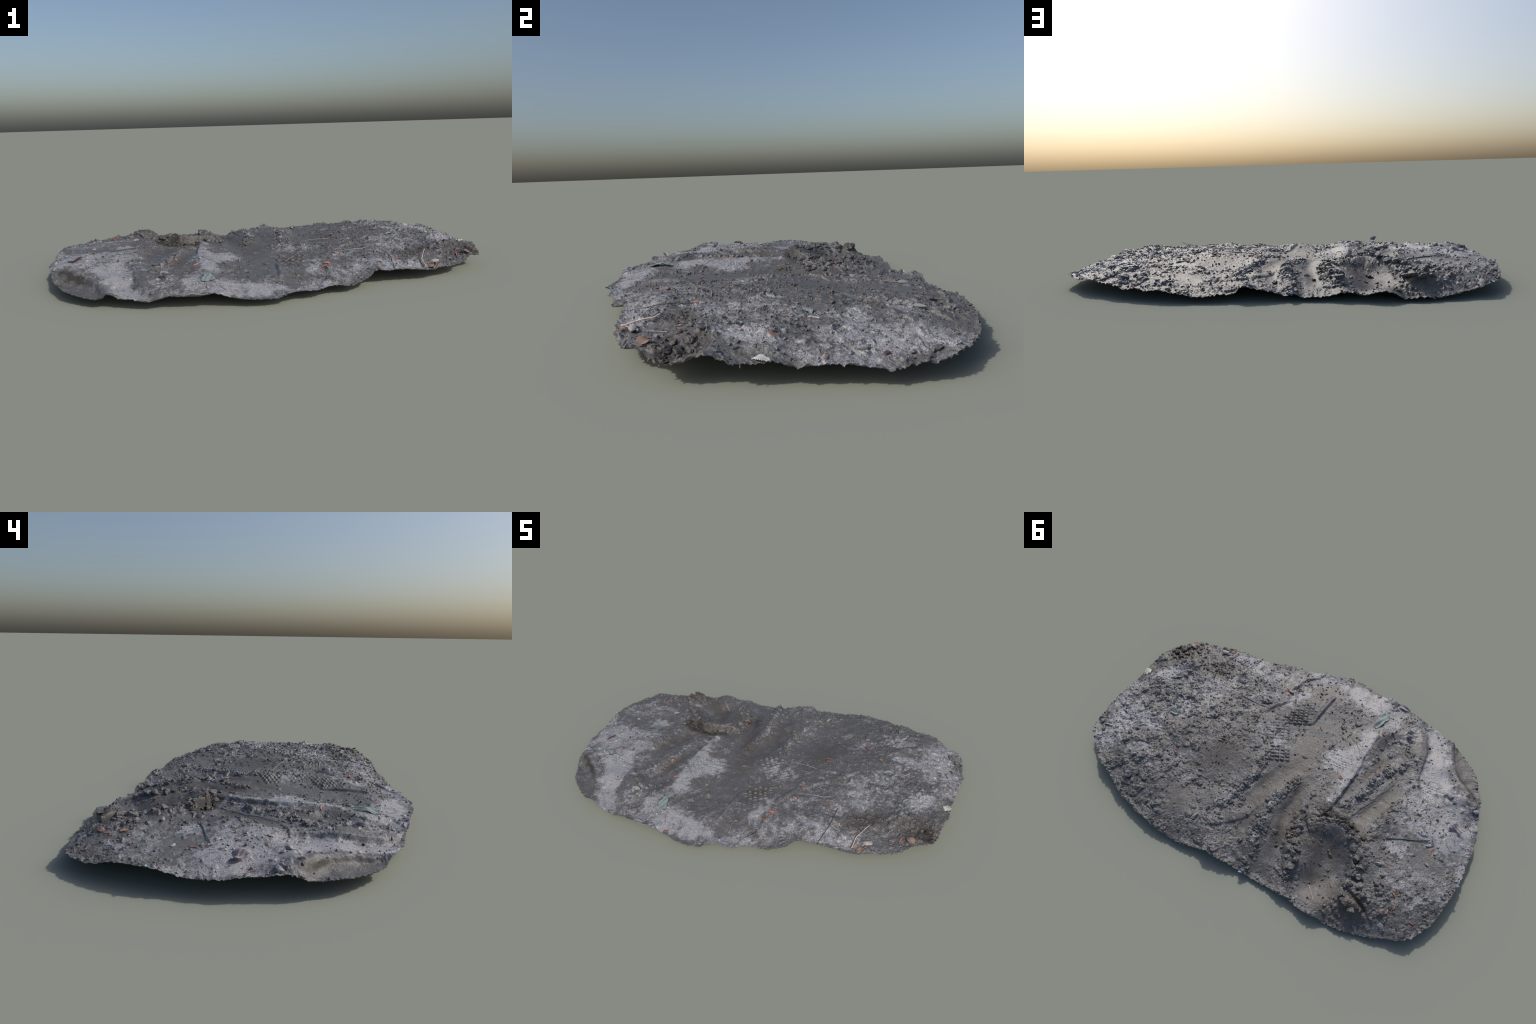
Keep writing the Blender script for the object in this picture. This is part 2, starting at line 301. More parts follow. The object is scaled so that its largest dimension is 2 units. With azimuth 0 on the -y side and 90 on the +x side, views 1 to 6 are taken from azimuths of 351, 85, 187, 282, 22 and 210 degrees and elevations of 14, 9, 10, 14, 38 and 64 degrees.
def relief(q, rho):
    x, y = q[:, 0], q[:, 1]
    z = 0.0050 * fbm(x * 11, y * 11, 1, 3) * (0.25 + 0.75 * rho) * (1 + 0.7 * smooth(0.3, 0.6, x))
    z += 0.0030 * np.abs(fbm(x * 30, y * 30, 11, 3)) * (0.15 + rho)
    # crumbs gather in drifts with barer soil between
    drift = np.clip(0.45 + 2.2 * fbm(x * 13 + 3, y * 13, 15, 2), 0, 1)
    ch = np.clip((rho - 0.15) * 1.15, 0, 1) * (0.25 + 0.75 * drift)
    z += lumps(x, y, 0.055, np.clip(rho - 0.40, 0, 1) * (0.15 + drift), 20, 0.45) * 0.055 * 0.30
    z += lumps(x, y, 0.029, ch * 0.60, 30, 0.48) * 0.029 * 0.50
    z += lumps(x + 5, y, 0.0175, 0.018 + ch * 0.50, 40, 0.55) * 0.0175 * 0.64
    z += lumps(x, y + 5, 0.0098, 0.03 + 0.16 * ch, 60, 0.6) * 0.0098 * 0.42
    z += 0.0012 * fbm(x * 120, y * 120, 90, 2) * (0.25 + rho)
    return z - 0.0026 - 0.0042 * rho

# ---------------------------------------------------------------- grid inside the rim
STEP = 0.0025
gx = np.arange(-1.02, 1.0201, STEP)
gy = np.arange(-0.67, 0.6701, STEP)
NX, NY = len(gx), len(gy)
GX, GY = np.meshgrid(gx, gy)
q = np.c_[GX.ravel(), GY.ravel()]

ring = np.array(RIM)
seg = ring[:, :2]
nxt = np.roll(seg, -1, 0)
sd = np.full(len(q), 9.0)
inside = np.zeros(len(q), bool)
for (ax, ay), (bx, by) in zip(seg, nxt):
    ex, ey = bx - ax, by - ay
    t = np.clip(((q[:, 0] - ax) * ex + (q[:, 1] - ay) * ey) / (ex * ex + ey * ey + 1e-12), 0, 1)
    sd = np.minimum(sd, np.hypot(q[:, 0] - ax - t * ex, q[:, 1] - ay - t * ey))
    if ay != by:
        inside ^= ((ay > q[:, 1]) != (by > q[:, 1])) & (q[:, 0] < (bx - ax) * (q[:, 1] - ay) / (by - ay) + ax)
sd = np.where(inside, sd, -sd)
coarse = 1 + 1.0 * smooth(0.6, 0.9, q[:, 0]) + 0.5 * smooth(0.5, 0.6, q[:, 1])
edge = (0.0034 * vnoise(q[:, 0] * 120, q[:, 1] * 120, 200) + 0.0026 * vnoise(q[:, 0] * 50, q[:, 1] * 50, 201)) * coarse
# long torn teeth at the middle of the front edge
tooth = np.exp(-((q[:, 0] - 0.0) / 0.10) ** 4) * (q[:, 1] < -0.5)
saw = np.abs(((q[:, 0] * 38 + 0.6 * np.sin(q[:, 0] * 60)) % 1.0) - 0.5) * 2
edge = edge - tooth * 0.016 * (saw - 0.55)
keep = sd > edge

base = Sheet(list(RIM) + GROUND, 2e-5)
zs = np.zeros(len(q))
zs[keep] = base(q[keep])
zs[keep] += crests(q[keep])
rho = np.zeros(len(q))
rho[keep] = gravel_density(q[keep])
top = zs.copy()
top[keep] += relief(q[keep], rho[keep] * (0.55 + 0.45 * smooth(0, 0.03, sd[keep]))) + treads(q[keep]) + 0.0025 * (1 - smooth(0, 0.03, sd[keep]))
top[keep] += 0.0036 * coarse[keep] * vnoise(q[keep, 0] * 70, q[keep, 1] * 70, 203) * (1 - smooth(0, 0.018, sd[keep]))
ZG = top.reshape(NY, NX)
KG = keep.reshape(NY, NX)

def height(x, y):
    i, j = (x - gx[0]) / STEP, (y - gy[0]) / STEP
    i0, j0 = int(min(max(i, 0), NX - 2)), int(min(max(j, 0), NY - 2))
    c = [(ZG[b, a]) for a, b in ((i0, j0), (i0 + 1, j0), (i0, j0 + 1), (i0 + 1, j0 + 1)) if KG[b, a]]
    return float(np.mean(c)) if c else 0.05

def height_max(x, y, r):
    i0, i1 = int((x - r - gx[0]) / STEP), int((x + r - gx[0]) / STEP) + 2
    j0, j1 = int((y - r - gy[0]) / STEP), int((y + r - gy[0]) / STEP) + 2
    s = ZG[max(j0, 0):j1, max(i0, 0):i1][KG[max(j0, 0):j1, max(i0, 0):i1]]
    return (float(s.mean()) if len(s) else 0.05)

SDG = sd.reshape(NY, NX)
def depth_in(x, y):
    i, j = int(round((x - gx[0]) / STEP)), int(round((y - gy[0]) / STEP))
    return SDG[min(max(j, 0), NY - 1), min(max(i, 0), NX - 1)]

def slope_matrix(x, y, r=0.012):
    dx = (height(x + r, y) - height(x - r, y)) / (2 * r)
    dy = (height(x, y + r) - height(x, y - r)) / (2 * r)
    n = Vector((-max(-.8, min(.8, dx)), -max(-.8, min(.8, dy)), 1)).normalized()
    return n.to_track_quat("Z", "Y").to_matrix().to_4x4()

# ---------------------------------------------------------------- materials
class Nodes:
    def __init__(self, name):
        self.mat = bpy.data.materials.new(name)
        self.mat.use_nodes = True
        self.t = self.mat.node_tree
        self.bsdf = self.t.nodes["Principled BSDF"]
        self.geo = self.add("ShaderNodeNewGeometry")
    def add(self, kind, **kw):
        n = self.t.nodes.new(kind)
        for k, v in kw.items():
            setattr(n, k, v)
        return n
    def put(self, sock, v):
        if hasattr(v, "is_linked"):
            self.t.links.new(v, sock)
        else:
            sock.default_value = v
    def math(self, op, a, b=0.0, c=0.0, clamp=False):
        n = self.add("ShaderNodeMath", operation=op, use_clamp=clamp)
        for s, v in zip(n.inputs, (a, b, c)):
            self.put(s, v)
        return n.outputs[0]
    def mix(self, f, a, b, blend="MIX"):
        n = self.add("ShaderNodeMix", data_type="RGBA", blend_type=blend)
        self.put(n.inputs[0], f); self.put(n.inputs[6], a); self.put(n.inputs[7], b)
        return n.outputs[2]
    def noise(self, vec, scale, detail=4, rough=0.55, out="Fac"):
        n = self.add("ShaderNodeTexNoise")
        self.put(n.inputs["Vector"], vec)
        n.inputs["Scale"].default_value, n.inputs["Detail"].default_value, n.inputs["Roughness"].default_value = scale, detail, rough
        return n.outputs[out]
    def ramp(self, f, a, b, smoothstep=True):
        n = self.add("ShaderNodeMapRange", interpolation_type="SMOOTHSTEP" if smoothstep else "LINEAR")
        self.put(n.inputs[0], f)
        n.inputs[1].default_value, n.inputs[2].default_value = a, b
        return n.outputs[0]
    def spot(self, vec, x, y, rx, ry, ang):
        m = self.add("ShaderNodeMapping", vector_type="TEXTURE")
        self.put(m.inputs["Vector"], vec)
        m.inputs["Location"].default_value = (x, y, 0)
        m.inputs["Rotation"].default_value = (0, 0, math.radians(ang))
        m.inputs["Scale"].default_value = (rx, ry, 50)
        g = self.add("ShaderNodeTexGradient", gradient_type="SPHERICAL")
        self.put(g.inputs[0], m.outputs[0])
        return g.outputs["Fac"]
    def bump(self, hgt, strength, dist):
        b = self.add("ShaderNodeBump")
        b.inputs["Strength"].default_value, b.inputs["Distance"].default_value = strength, dist
        self.put(b.inputs["Height"], hgt)
        self.put(self.bsdf.inputs["Normal"], b.outputs[0])

# pale ground (positive) and dark ground (negative): x, y, long and short radius, angle, strength
PALE = [(-0.42, -0.52, 0.26, 0.10, 0, 0.5), (0.27, -0.45, 0.30, 0.08, 8, 0.5), (-0.82, -0.05, 0.16, 0.28, 0, 0.4), (-0.64, -0.22, 0.10, 0.16, 20, 0.35), (-0.06, 0.31, 0.17, 0.022, 94, 0.5), (0.11, 0.26, 0.12, 0.022, 80, 0.25),  # spot (-0.06, 0.31) lightens the middle crest for sun on its clods
    (-0.435, -0.10, 0.15, 0.02, 68, 0.5), (0.2, -0.32, 0.14, 0.08, 20, 0.35), (-0.80, -0.24, 0.08, 0.05, -25, 0.6), (-0.16, -0.56, 0.16, 0.06, -10, 0.5), (-0.70, -0.34, 0.10, 0.07, -40, 0.6), (0.87, 0.34, 0.10, 0.08, -30, 0.4), 
    (0.80, -0.10, 0.16, 0.10, 60, 0.3), (-0.80, 0.03, 0.16, 0.16, 0, 0.4), (-0.85, 0.30, 0.12, 0.14, 0, 0.3), (-0.265, -0.15, 0.115, 0.072, 47, 1.7), (-0.29, -0.26, 0.07, 0.054, 82, 0.8), (-0.32, -0.08, 0.09, 0.028, 81, 0.9), 
    (-0.31, 0.07, 0.08, 0.02, 84, 0.7), (-0.31, -0.33, 0.06, 0.05, 86, 0.7), (-0.16, -0.54, 0.14, 0.068, -15, 0.7), (-0.01, -0.59, 0.09, 0.05, 8, 0.8), (0.11, -0.56, 0.08, 0.04, -4, 0.6), (-0.26, -0.56, 0.07, 0.053, -14, 0.8), 
    (-0.37, -0.51, 0.06, 0.056, -62, 0.5), (-0.49, -0.38, 0.1, 0.06, -72, 0.45), (-0.66, -0.39, 0.12, 0.064, -69, 1.4), (-0.62, -0.53, 0.07, 0.051, -77, 0.8), (-0.67, -0.26, 0.08, 0.047, -64, 0.8), (-0.75, -0.22, 0.06, 0.053, 1, 0.6), 
    (-0.65, -0.1, 0.07, 0.057, 56, 0.6), (-0.68, 0.03, 0.11, 0.038, 21, 0.8), (-0.66, 0.14, 0.05, 0.043, 44, 0.85), (-0.7, 0.16, 0.06, 0.05, 84, 0.6), (-0.83, -0.15, 0.07, 0.045, 40, 0.6), (-0.92, -0.08, 0.1, 0.062, -72, 0.6), 
    (-0.91, -0.01, 0.07, 0.059, 72, 0.6), (-0.98, 0.12, 0.07, 0.03, -87, 0.8), (-0.77, 0.31, 0.04, 0.026, -9, 0.6), (-0.79, 0.5, 0.04, 0.018, 15, 0.7), (0.14, -0.33, 0.08, 0.027, 78, 0.9), (0.11, -0.4, 0.05, 0.027, 62, 0.6), 
    (0.34, -0.41, 0.09, 0.041, 24, 0.7), (0.45, -0.42, 0.07, 0.039, 65, 0.8), (0.55, -0.42, 0.07, 0.043, 9, 0.5), (0.17, -0.08, 0.07, 0.046, -61, 0.5), (0.09, -0.04, 0.06, 0.05, 48, 0.5), (0.38, 0.35, 0.07, 0.03, 49, 0.6), 
    (0.61, 0.35, 0.07, 0.055, -50, 0.5), (0.46, 0.27, 0.08, 0.05, 51, 0.4), (0.9, 0.12, 0.14, 0.094, -27, 0.8), (0.82, -0.12, 0.11, 0.06, 64, 0.8), (0.6, -0.09, 0.11, 0.086, 27, 0.6), (0.55, -0.19, 0.1, 0.073, 29, 0.6), 
    (0.73, 0.19, 0.11, 0.051, 5, 0.7), (0.88, 0.25, 0.09, 0.068, -27, 0.8), (0.85, 0.37, 0.08, 0.061, -5, 0.5), (0.64, 0.03, 0.11, 0.056, 29, 0.6), (0.49, -0.06, 0.07, 0.057, 25, 0.4), (0.68, 0.33, 0.07, 0.038, 27, 0.5), 
    (0.33, -0.25, 0.07, 0.044, 32, 0.4), (0.44, -0.26, 0.06, 0.059, 7, 0.5), (0.25, 0.45, 0.10, 0.03, 42, 0.3), (0.54, 0.5, 0.05, 0.023, 49, 0.4)]
DARK_SPOTS = [(-0.865, -0.300, 0.07, 0.020, -36, -2.2), (-0.80, -0.345, 0.05, 0.016, -50, -1.6), (-0.80, -0.258, 0.022, 0.014, 60, -1.3), (-0.765, -0.205, 0.018, 0.012, 60, -0.8), (-0.39, 0.150, 0.15, 0.030, -6, -2.4), (-0.50, 0.20, 0.05, 0.03, 30, -1.2),  # strip at (-0.39, 0.150) paints the occlusion shadow under the pit lip
    (-0.56, 0.30, 0.06, 0.05, 90, -0.8), (0.90, -0.30, 0.06, 0.05, 0, -0.8), (0.84, -0.27, 0.1, 0.082, 43, -1.2), (0.61, -0.28, 0.11, 0.053, 21, -1.0), (-0.51, -0.34, 0.04, 0.026, 50, -0.8), (-0.51, -0.0, 0.15, 0.05, 71, -0.9), 
    (-0.41, -0.14, 0.11, 0.031, 76, -0.6), (-0.07, -0.01, 0.18, 0.054, 81, -0.9), (0.02, 0.22, 0.20, 0.05, 88, -0.9), (-0.155, 0.25, 0.22, 0.045, 95, -0.9), (-0.15, 0.36, 0.1, 0.074, -56, -0.7), (-0.36, 0.3, 0.14, 0.134, -32, -0.7), 
    (-0.5, 0.5, 0.16, 0.078, -5, -0.8), (-0.62, 0.49, 0.09, 0.061, 29, -0.8), (0.3, 0.17, 0.17, 0.076, 51, -0.6), (0.36, 0.44, 0.14, 0.075, 43, -0.5), (0.31, 0.59, 0.13, 0.04, 6, -0.3), (0.07, -0.26, 0.1, 0.086, 52, -0.55), 
    (0.05, -0.44, 0.08, 0.05, 61, -0.6), (-0.79, -0.48, 0.13, 0.055, -57, -0.4), (-0.09, -0.61, 0.06, 0.037, 38, -0.5), (0.31, 0.05, 0.13, 0.069, 56, -0.5), (-0.42, -0.51, 0.06, 0.035, 16, -0.7), (-0.8, 0.12, 0.11, 0.057, 35, -0.55), 
    (-0.95, 0.36, 0.11, 0.051, 31, -0.2)]

SOIL_BROWN = (0.090, 0.084, 0.079, 1)
SOIL_GREY = (0.103, 0.103, 0.106, 1)
DARKEST_COL = (0.050, 0.047, 0.043, 1)
DUST_COL = (0.302, 0.308, 0.334, 1)
DUST_DIM = (0.215, 0.219, 0.238, 1)
SOIL_PALE = (0.162, 0.160, 0.164, 1)

def soil_material(name):
    m = Nodes(name)
    pos = m.geo.outputs["Position"]
    wob = m.add("ShaderNodeVectorMath", operation="MULTIPLY_ADD")
    m.put(wob.inputs[0], m.noise(pos, 14, 4, 0.6, "Color"))
    wob.inputs[1].default_value = (0.10, 0.10, 0.0)
    off = m.add("ShaderNodeVectorMath", operation="ADD")
    m.put(off.inputs[0], pos)
    off.inputs[1].default_value = (-0.05, -0.05, 0)
    m.put(wob.inputs[2], off.outputs[0])
    w = wob.outputs[0]
    acc = 0.0
    for x, y, a, b, ang, s in PALE:
        acc = m.math("MULTIPLY_ADD", m.spot(w, x, y, a * 1.35, b * 1.35, ang), s * 1.25, acc)
    acc = m.math("MINIMUM", acc, 1.0)
    for x, y, a, b, ang, s in DARK_SPOTS:
        acc = m.math("MULTIPLY_ADD", m.spot(w, x, y, a * 1.35, b * 1.35, ang), s * 1.5, acc)
    n1 = m.noise(pos, 9, 8, 0.62)
    n2 = m.noise(pos, 34, 6, 0.65)
    n3 = m.noise(pos, 150, 4, 0.6)
    f = m.math("MULTIPLY_ADD", n1, 2.5, acc)
    f = m.math("MULTIPLY_ADD", n2, 3.4, f)
    f = m.math("MULTIPLY_ADD", n3, 1.5, f)
    mask = m.ramp(f, 3.70, 4.78)
    soil = m.mix(m.ramp(m.math("MULTIPLY_ADD", m.math("SUBTRACT", m.noise(pos, 7, 4, 0.6), 0.5), 1.5, acc), -0.15, -0.85), SOIL_GREY, SOIL_BROWN)
    darkest = m.ramp(m.math("MULTIPLY_ADD", m.math("SUBTRACT", n2, 0.5), 1.6, acc), -0.95, -2.0)
    fine = m.noise(pos, 300, 4, 0.75)
    grain = m.ramp(fine, 0.30, 0.74, False)
    vor = m.add("ShaderNodeTexVoronoi", feature="F1")
    vor.inputs["Scale"].default_value = 260
    m.put(vor.inputs["Vector"], pos)
    fleck = m.ramp(m.math("SUBTRACT", vor.outputs["Color"], 0.0), 0.82, 0.98)
    soil = m.mix(m.ramp(m.noise(pos, 27, 6, 0.7), 0.48, 0.74), soil, SOIL_PALE)
    soil = m.mix(darkest, soil, DARKEST_COL)
    dust = m.mix(m.ramp(m.math("MULTIPLY_ADD", acc, 0.22, m.noise(pos, 33, 6, 0.7)), 0.44, 0.66), DUST_DIM, DUST_COL)
    col = m.mix(mask, soil, dust)
    # sandy grain: darker and lighter single grains
    k = m.math("MULTIPLY_ADD", grain, 1.40, 0.32)
    k = m.math("MULTIPLY_ADD", fleck, 0.45, k)
    col = scale_colour(m, col, k)
    hue = m.mix(m.ramp(m.noise(pos, 70, 3, 0.6), 0.45, 0.72), (1.05, 1.0, 0.95, 1), (0.96, 1.0, 1.07, 1))
    col = m.mix(0.7, col, hue, "MULTIPLY")
    m.put(m.bsdf.inputs["Base Color"], col)
    m.bsdf.inputs["Roughness"].default_value = 0.45
    m.bsdf.inputs["Specular IOR Level"].default_value = 0.5
    m.bump(m.math("ADD", fine, m.math("MULTIPLY", vor.outputs["Distance"], -0.8)), 0.42, 0.0022)
    return m.mat

def scale_colour(m, col, k):
    n = m.add("ShaderNodeVectorMath", operation="SCALE")
    m.put(n.inputs[0], col)
    m.put(n.inputs["Scale"], k)
    return n.outputs[0]

def plain_material(name, stops, scale=40, rough=0.6, bump=0.3, spread=0.0, translucent=0.0):
    """colour ramp over noise plus a shift that differs from piece to piece"""
    m = Nodes(name)
    tc = m.add("ShaderNodeTexCoord")
    info = m.add("ShaderNodeObjectInfo")
    n = m.noise(tc.outputs["Object"], scale, 5, 0.6)
    f = m.math("MULTIPLY_ADD", m.math("SUBTRACT", info.outputs["Random"], 0.5), spread, n)
    r = m.add("ShaderNodeValToRGB")
    el = r.color_ramp.elements
    lo, hi = 0.30, 0.70
    for i, c in enumerate(stops):
        p = lo + (hi - lo) * i / max(1, len(stops) - 1)
        e = el[i] if i < 2 else el.new(p)
        e.position, e.color = p, (*c, 1)
    m.put(r.inputs[0], f)
    m.put(m.bsdf.inputs["Base Color"], r.outputs[0])
    m.bsdf.inputs["Roughness"].default_value = rough
    m.bump(m.noise(tc.outputs["Object"], scale * 5, 4, 0.6), bump, 0.001)
    return m.mat

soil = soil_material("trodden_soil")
scrap_mat = plain_material("rusty_bud_scale", [(0.085, 0.052, 0.048), (0.22, 0.090, 0.065), (0.37, 0.150, 0.095), (0.30, 0.20, 0.175)], 60, 0.5, 0.3, 0.34)
twig_dark = plain_material("dark_twig", [(0.030, 0.032, 0.036), (0.085, 0.085, 0.090)], 60, 0.6)
twig_grey = plain_material("weathered_twig", [(0.15, 0.14, 0.13), (0.34, 0.32, 0.30)], 60, 0.6)
twig_pale = plain_material("pale_twig", [(0.30, 0.23, 0.20), (0.58, 0.48, 0.44)], 50, 0.6)
twig_red = plain_material("reddish_stalk", [(0.22, 0.10, 0.075), (0.40, 0.21, 0.15)], 60, 0.6)
thread_blue = plain_material("blue_thread", [(0.055, 0.12, 0.17), (0.11, 0.20, 0.27)], 50, 0.5)
stick_green = plain_material("green_stick", [(0.045, 0.058, 0.055), (0.10, 0.125, 0.095)], 50, 0.5)
leaf_green = plain_material("grey_green_leaf", [(0.15, 0.18, 0.18), (0.21, 0.255, 0.252), (0.28, 0.34, 0.34)], 30, 0.6)
leaf_white = plain_material("whitish_leaf", [(0.42, 0.43, 0.39), (0.60, 0.62, 0.57)], 30, 0.6)
leaf_brown = plain_material("brown_leaf", [(0.12, 0.075, 0.06), (0.26, 0.17, 0.13), (0.36, 0.30, 0.26)], 30, 0.6)
leaf_mauve = plain_material("mauve_leaf", [(0.15, 0.12, 0.14), (0.28, 0.23, 0.26), (0.36, 0.31, 0.34)], 35, 0.6)
stem_yellow = plain_material("yellow_green_stem", [(0.14, 0.16, 0.05), (0.28, 0.29, 0.11)], 60, 0.6)
stone_grey = plain_material("grey_stone", [(0.17, 0.18, 0.185), (0.30, 0.31, 0.31)], 50, 0.6, 0.4, 0.3)
stone_pale = plain_material("pale_stone", [(0.26, 0.25, 0.245), (0.36, 0.35, 0.34)], 40, 0.6)
bluish = plain_material("blue_fleck", [(0.20, 0.33, 0.50), (0.36, 0.48, 0.62)], 60, 0.5)

# ---------------------------------------------------------------- object helpers
patch = bpy.data.objects.new("trodden_soil_patch", None)
bpy.context.scene.collection.objects.link(patch)
patch["label"] = "irregular sheet of trodden grey soil with ruts, clods and leaf scraps"
patch["category"] = "ground"

def child(name, mesh, parent=patch, matrix=None, kind=None):
    o = bpy.data.objects.new(name, mesh)
    bpy.context.scene.collection.objects.link(o)
    o.parent = parent
    if matrix is not None:
        o.matrix_local = matrix
    if kind:
        o["kind"] = kind
    return o

def fill_mesh(name, V, F, mat, normals=None, flat=False):
    me = bpy.data.meshes.new(name)
    F = np.asarray(F, np.int32)
    me.vertices.add(len(V))
    me.vertices.foreach_set("co", np.asarray(V, np.float32).ravel())
    k = F.shape[1]
    me.loops.add(F.size)
    me.loops.foreach_set("vertex_index", F.ravel())
    me.polygons.add(len(F))
    me.polygons.foreach_set("loop_start", np.arange(0, F.size, k, dtype=np.int32))
    me.polygons.foreach_set("loop_total", np.full(len(F), k, np.int32))
    me.update(calc_edges=True)
    me.polygons.foreach_set("use_smooth", np.full(len(F), not flat))
    me.materials.append(mat)
    me.validate()
    if normals is not None:
        me.normals_split_custom_set_from_vertices(normals)
    return me

# ---------------------------------------------------------------- the sheet, split by region
jx = 0.0007 * (h2(np.arange(len(q)), np.zeros(len(q)), 301) - .5)
jy = 0.0007 * (h2(np.arange(len(q)), np.zeros(len(q)), 302) - .5)
V = np.c_[q[:, 0] + jx, q[:, 1] + jy, np.maximum(top, 0.003)]
dzy, dzx = np.gradient(np.where(KG, ZG, np.nan), STEP)
dzx, dzy = np.nan_to_num(dzx).ravel(), np.nan_to_num(dzy).ravel()
N = np.c_[-dzx, -dzy, np.ones(len(q))]
N /= np.linalg.norm(N, axis=1)[:, None]

I = np.arange(NX * NY).reshape(NY, NX)
quads = np.stack([I[:-1, :-1], I[:-1, 1:], I[1:, 1:], I[1:, :-1]], -1).reshape(-1, 4)
quads = quads[keep[quads].all(1)]
c = q[quads].mean(1)

region = np.zeros(len(quads), int)
names = ["soil_crust"]
for t in TRACKS["wheel_rut"]:
    d, s, w = along(c + 0.004 * np.c_[vnoise(c[:, 0] * 60, c[:, 1] * 60, 7), vnoise(c[:, 0] * 60, c[:, 1] * 60, 8)], t)
    names.append("wheel_rut")
    region[d < w] = len(names) - 1
names.append("heel_pit")
inpit = ((c[:, 0] + 0.395) / 0.135) ** 2 + ((c[:, 1] - 0.40) / 0.235) ** 2 < 1
region[inpit & (c[:, 1] > 0.17)] = len(names) - 1
for _, _, _, _, _, (cx, cy), rx, ry, _ in TREADS[:2]:
    names.append("tread_print")
    region[((c[:, 0] - cx) / rx) ** 2 + ((c[:, 1] - cy) / ry) ** 2 < 1.15] = len(names) - 1
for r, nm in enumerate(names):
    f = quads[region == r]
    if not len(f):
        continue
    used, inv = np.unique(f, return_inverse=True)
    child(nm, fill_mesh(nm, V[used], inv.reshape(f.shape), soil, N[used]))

# underside: the smooth ground again, a little deeper, thin at the rim
thick = 0.0012 + 0.010 * smooth(0, 0.06, sd)
under = np.minimum(top - 0.0012, zs - 0.004 - thick + 0.0025 * vnoise(q[:, 0] * 40, q[:, 1] * 40, 400) * smooth(0.01, 0.05, sd))
rimlike = sd < 0.008
under = np.where(rimlike, top - 0.0012, under)
U = np.c_[V[:, 0], V[:, 1], np.clip(under, 0.0, np.maximum(top, 0.003) - 0.001)]
from_edges = np.concatenate([quads[:, [0, 1]], quads[:, [1, 2]], quads[:, [2, 3]], quads[:, [3, 0]]])
key = np.sort(from_edges, 1)
key = key[:, 0].astype(np.int64) * (NX * NY) + key[:, 1]
u, first, cnt = np.unique(key, return_index=True, return_counts=True)
rim_edges = from_edges[first[cnt == 1]]
M = NX * NY
F = np.concatenate([quads[:, ::-1] + M, np.c_[rim_edges[:, 1], rim_edges[:, 0], rim_edges[:, 0] + M, rim_edges[:, 1] + M]])
used, inv = np.unique(F, return_inverse=True)
child("soil_underside", fill_mesh("soil_underside", np.concatenate([V, U])[used], inv.reshape(F.shape), soil))

# ---------------------------------------------------------------- clods and gravel
import bmesh
def lump_mesh(name, seed, level, mat, rough=0.28, facets=7):
    r = random.Random(seed)
    bm = bmesh.new()
    bmesh.ops.create_icosphere(bm, subdivisions=level, radius=1.0)
    cuts = []
    for _ in range(facets):
        n = Vector((r.gauss(0, 1), r.gauss(0, 1), r.gauss(0, 1))).normalized()
        cuts.append((n, r.uniform(0.42, 0.8)))
    sc = Vector((r.uniform(0.9, 1.45), r.uniform(0.75, 1.05), r.uniform(0.62, 0.85)))
    o = Vector((r.uniform(0, 50), r.uniform(0, 50), r.uniform(0, 50)))
    from mathutils import noise
    for v in bm.verts:
        p = v.co.copy()
        for n, d in cuts:
            k = p.dot(n)
            if k > d:
                p -= n * (k - d) * 0.95
        p *= 1 + rough * noise.noise(p * 1.7 + o) + 0.5 * rough * noise.noise(p * 4.3 + o)
        v.co = Vector((p.x * sc.x, p.y * sc.y, p.z * sc.z))
    me = bpy.data.meshes.new(name)
    bm.to_mesh(me)
    bm.free()
    for p in me.polygons:
        p.use_smooth = True
    me.materials.append(mat)
    return me

clod_meshes = [lump_mesh("clod", 100 + i, 4, soil, 0.30, 12) for i in range(12)]
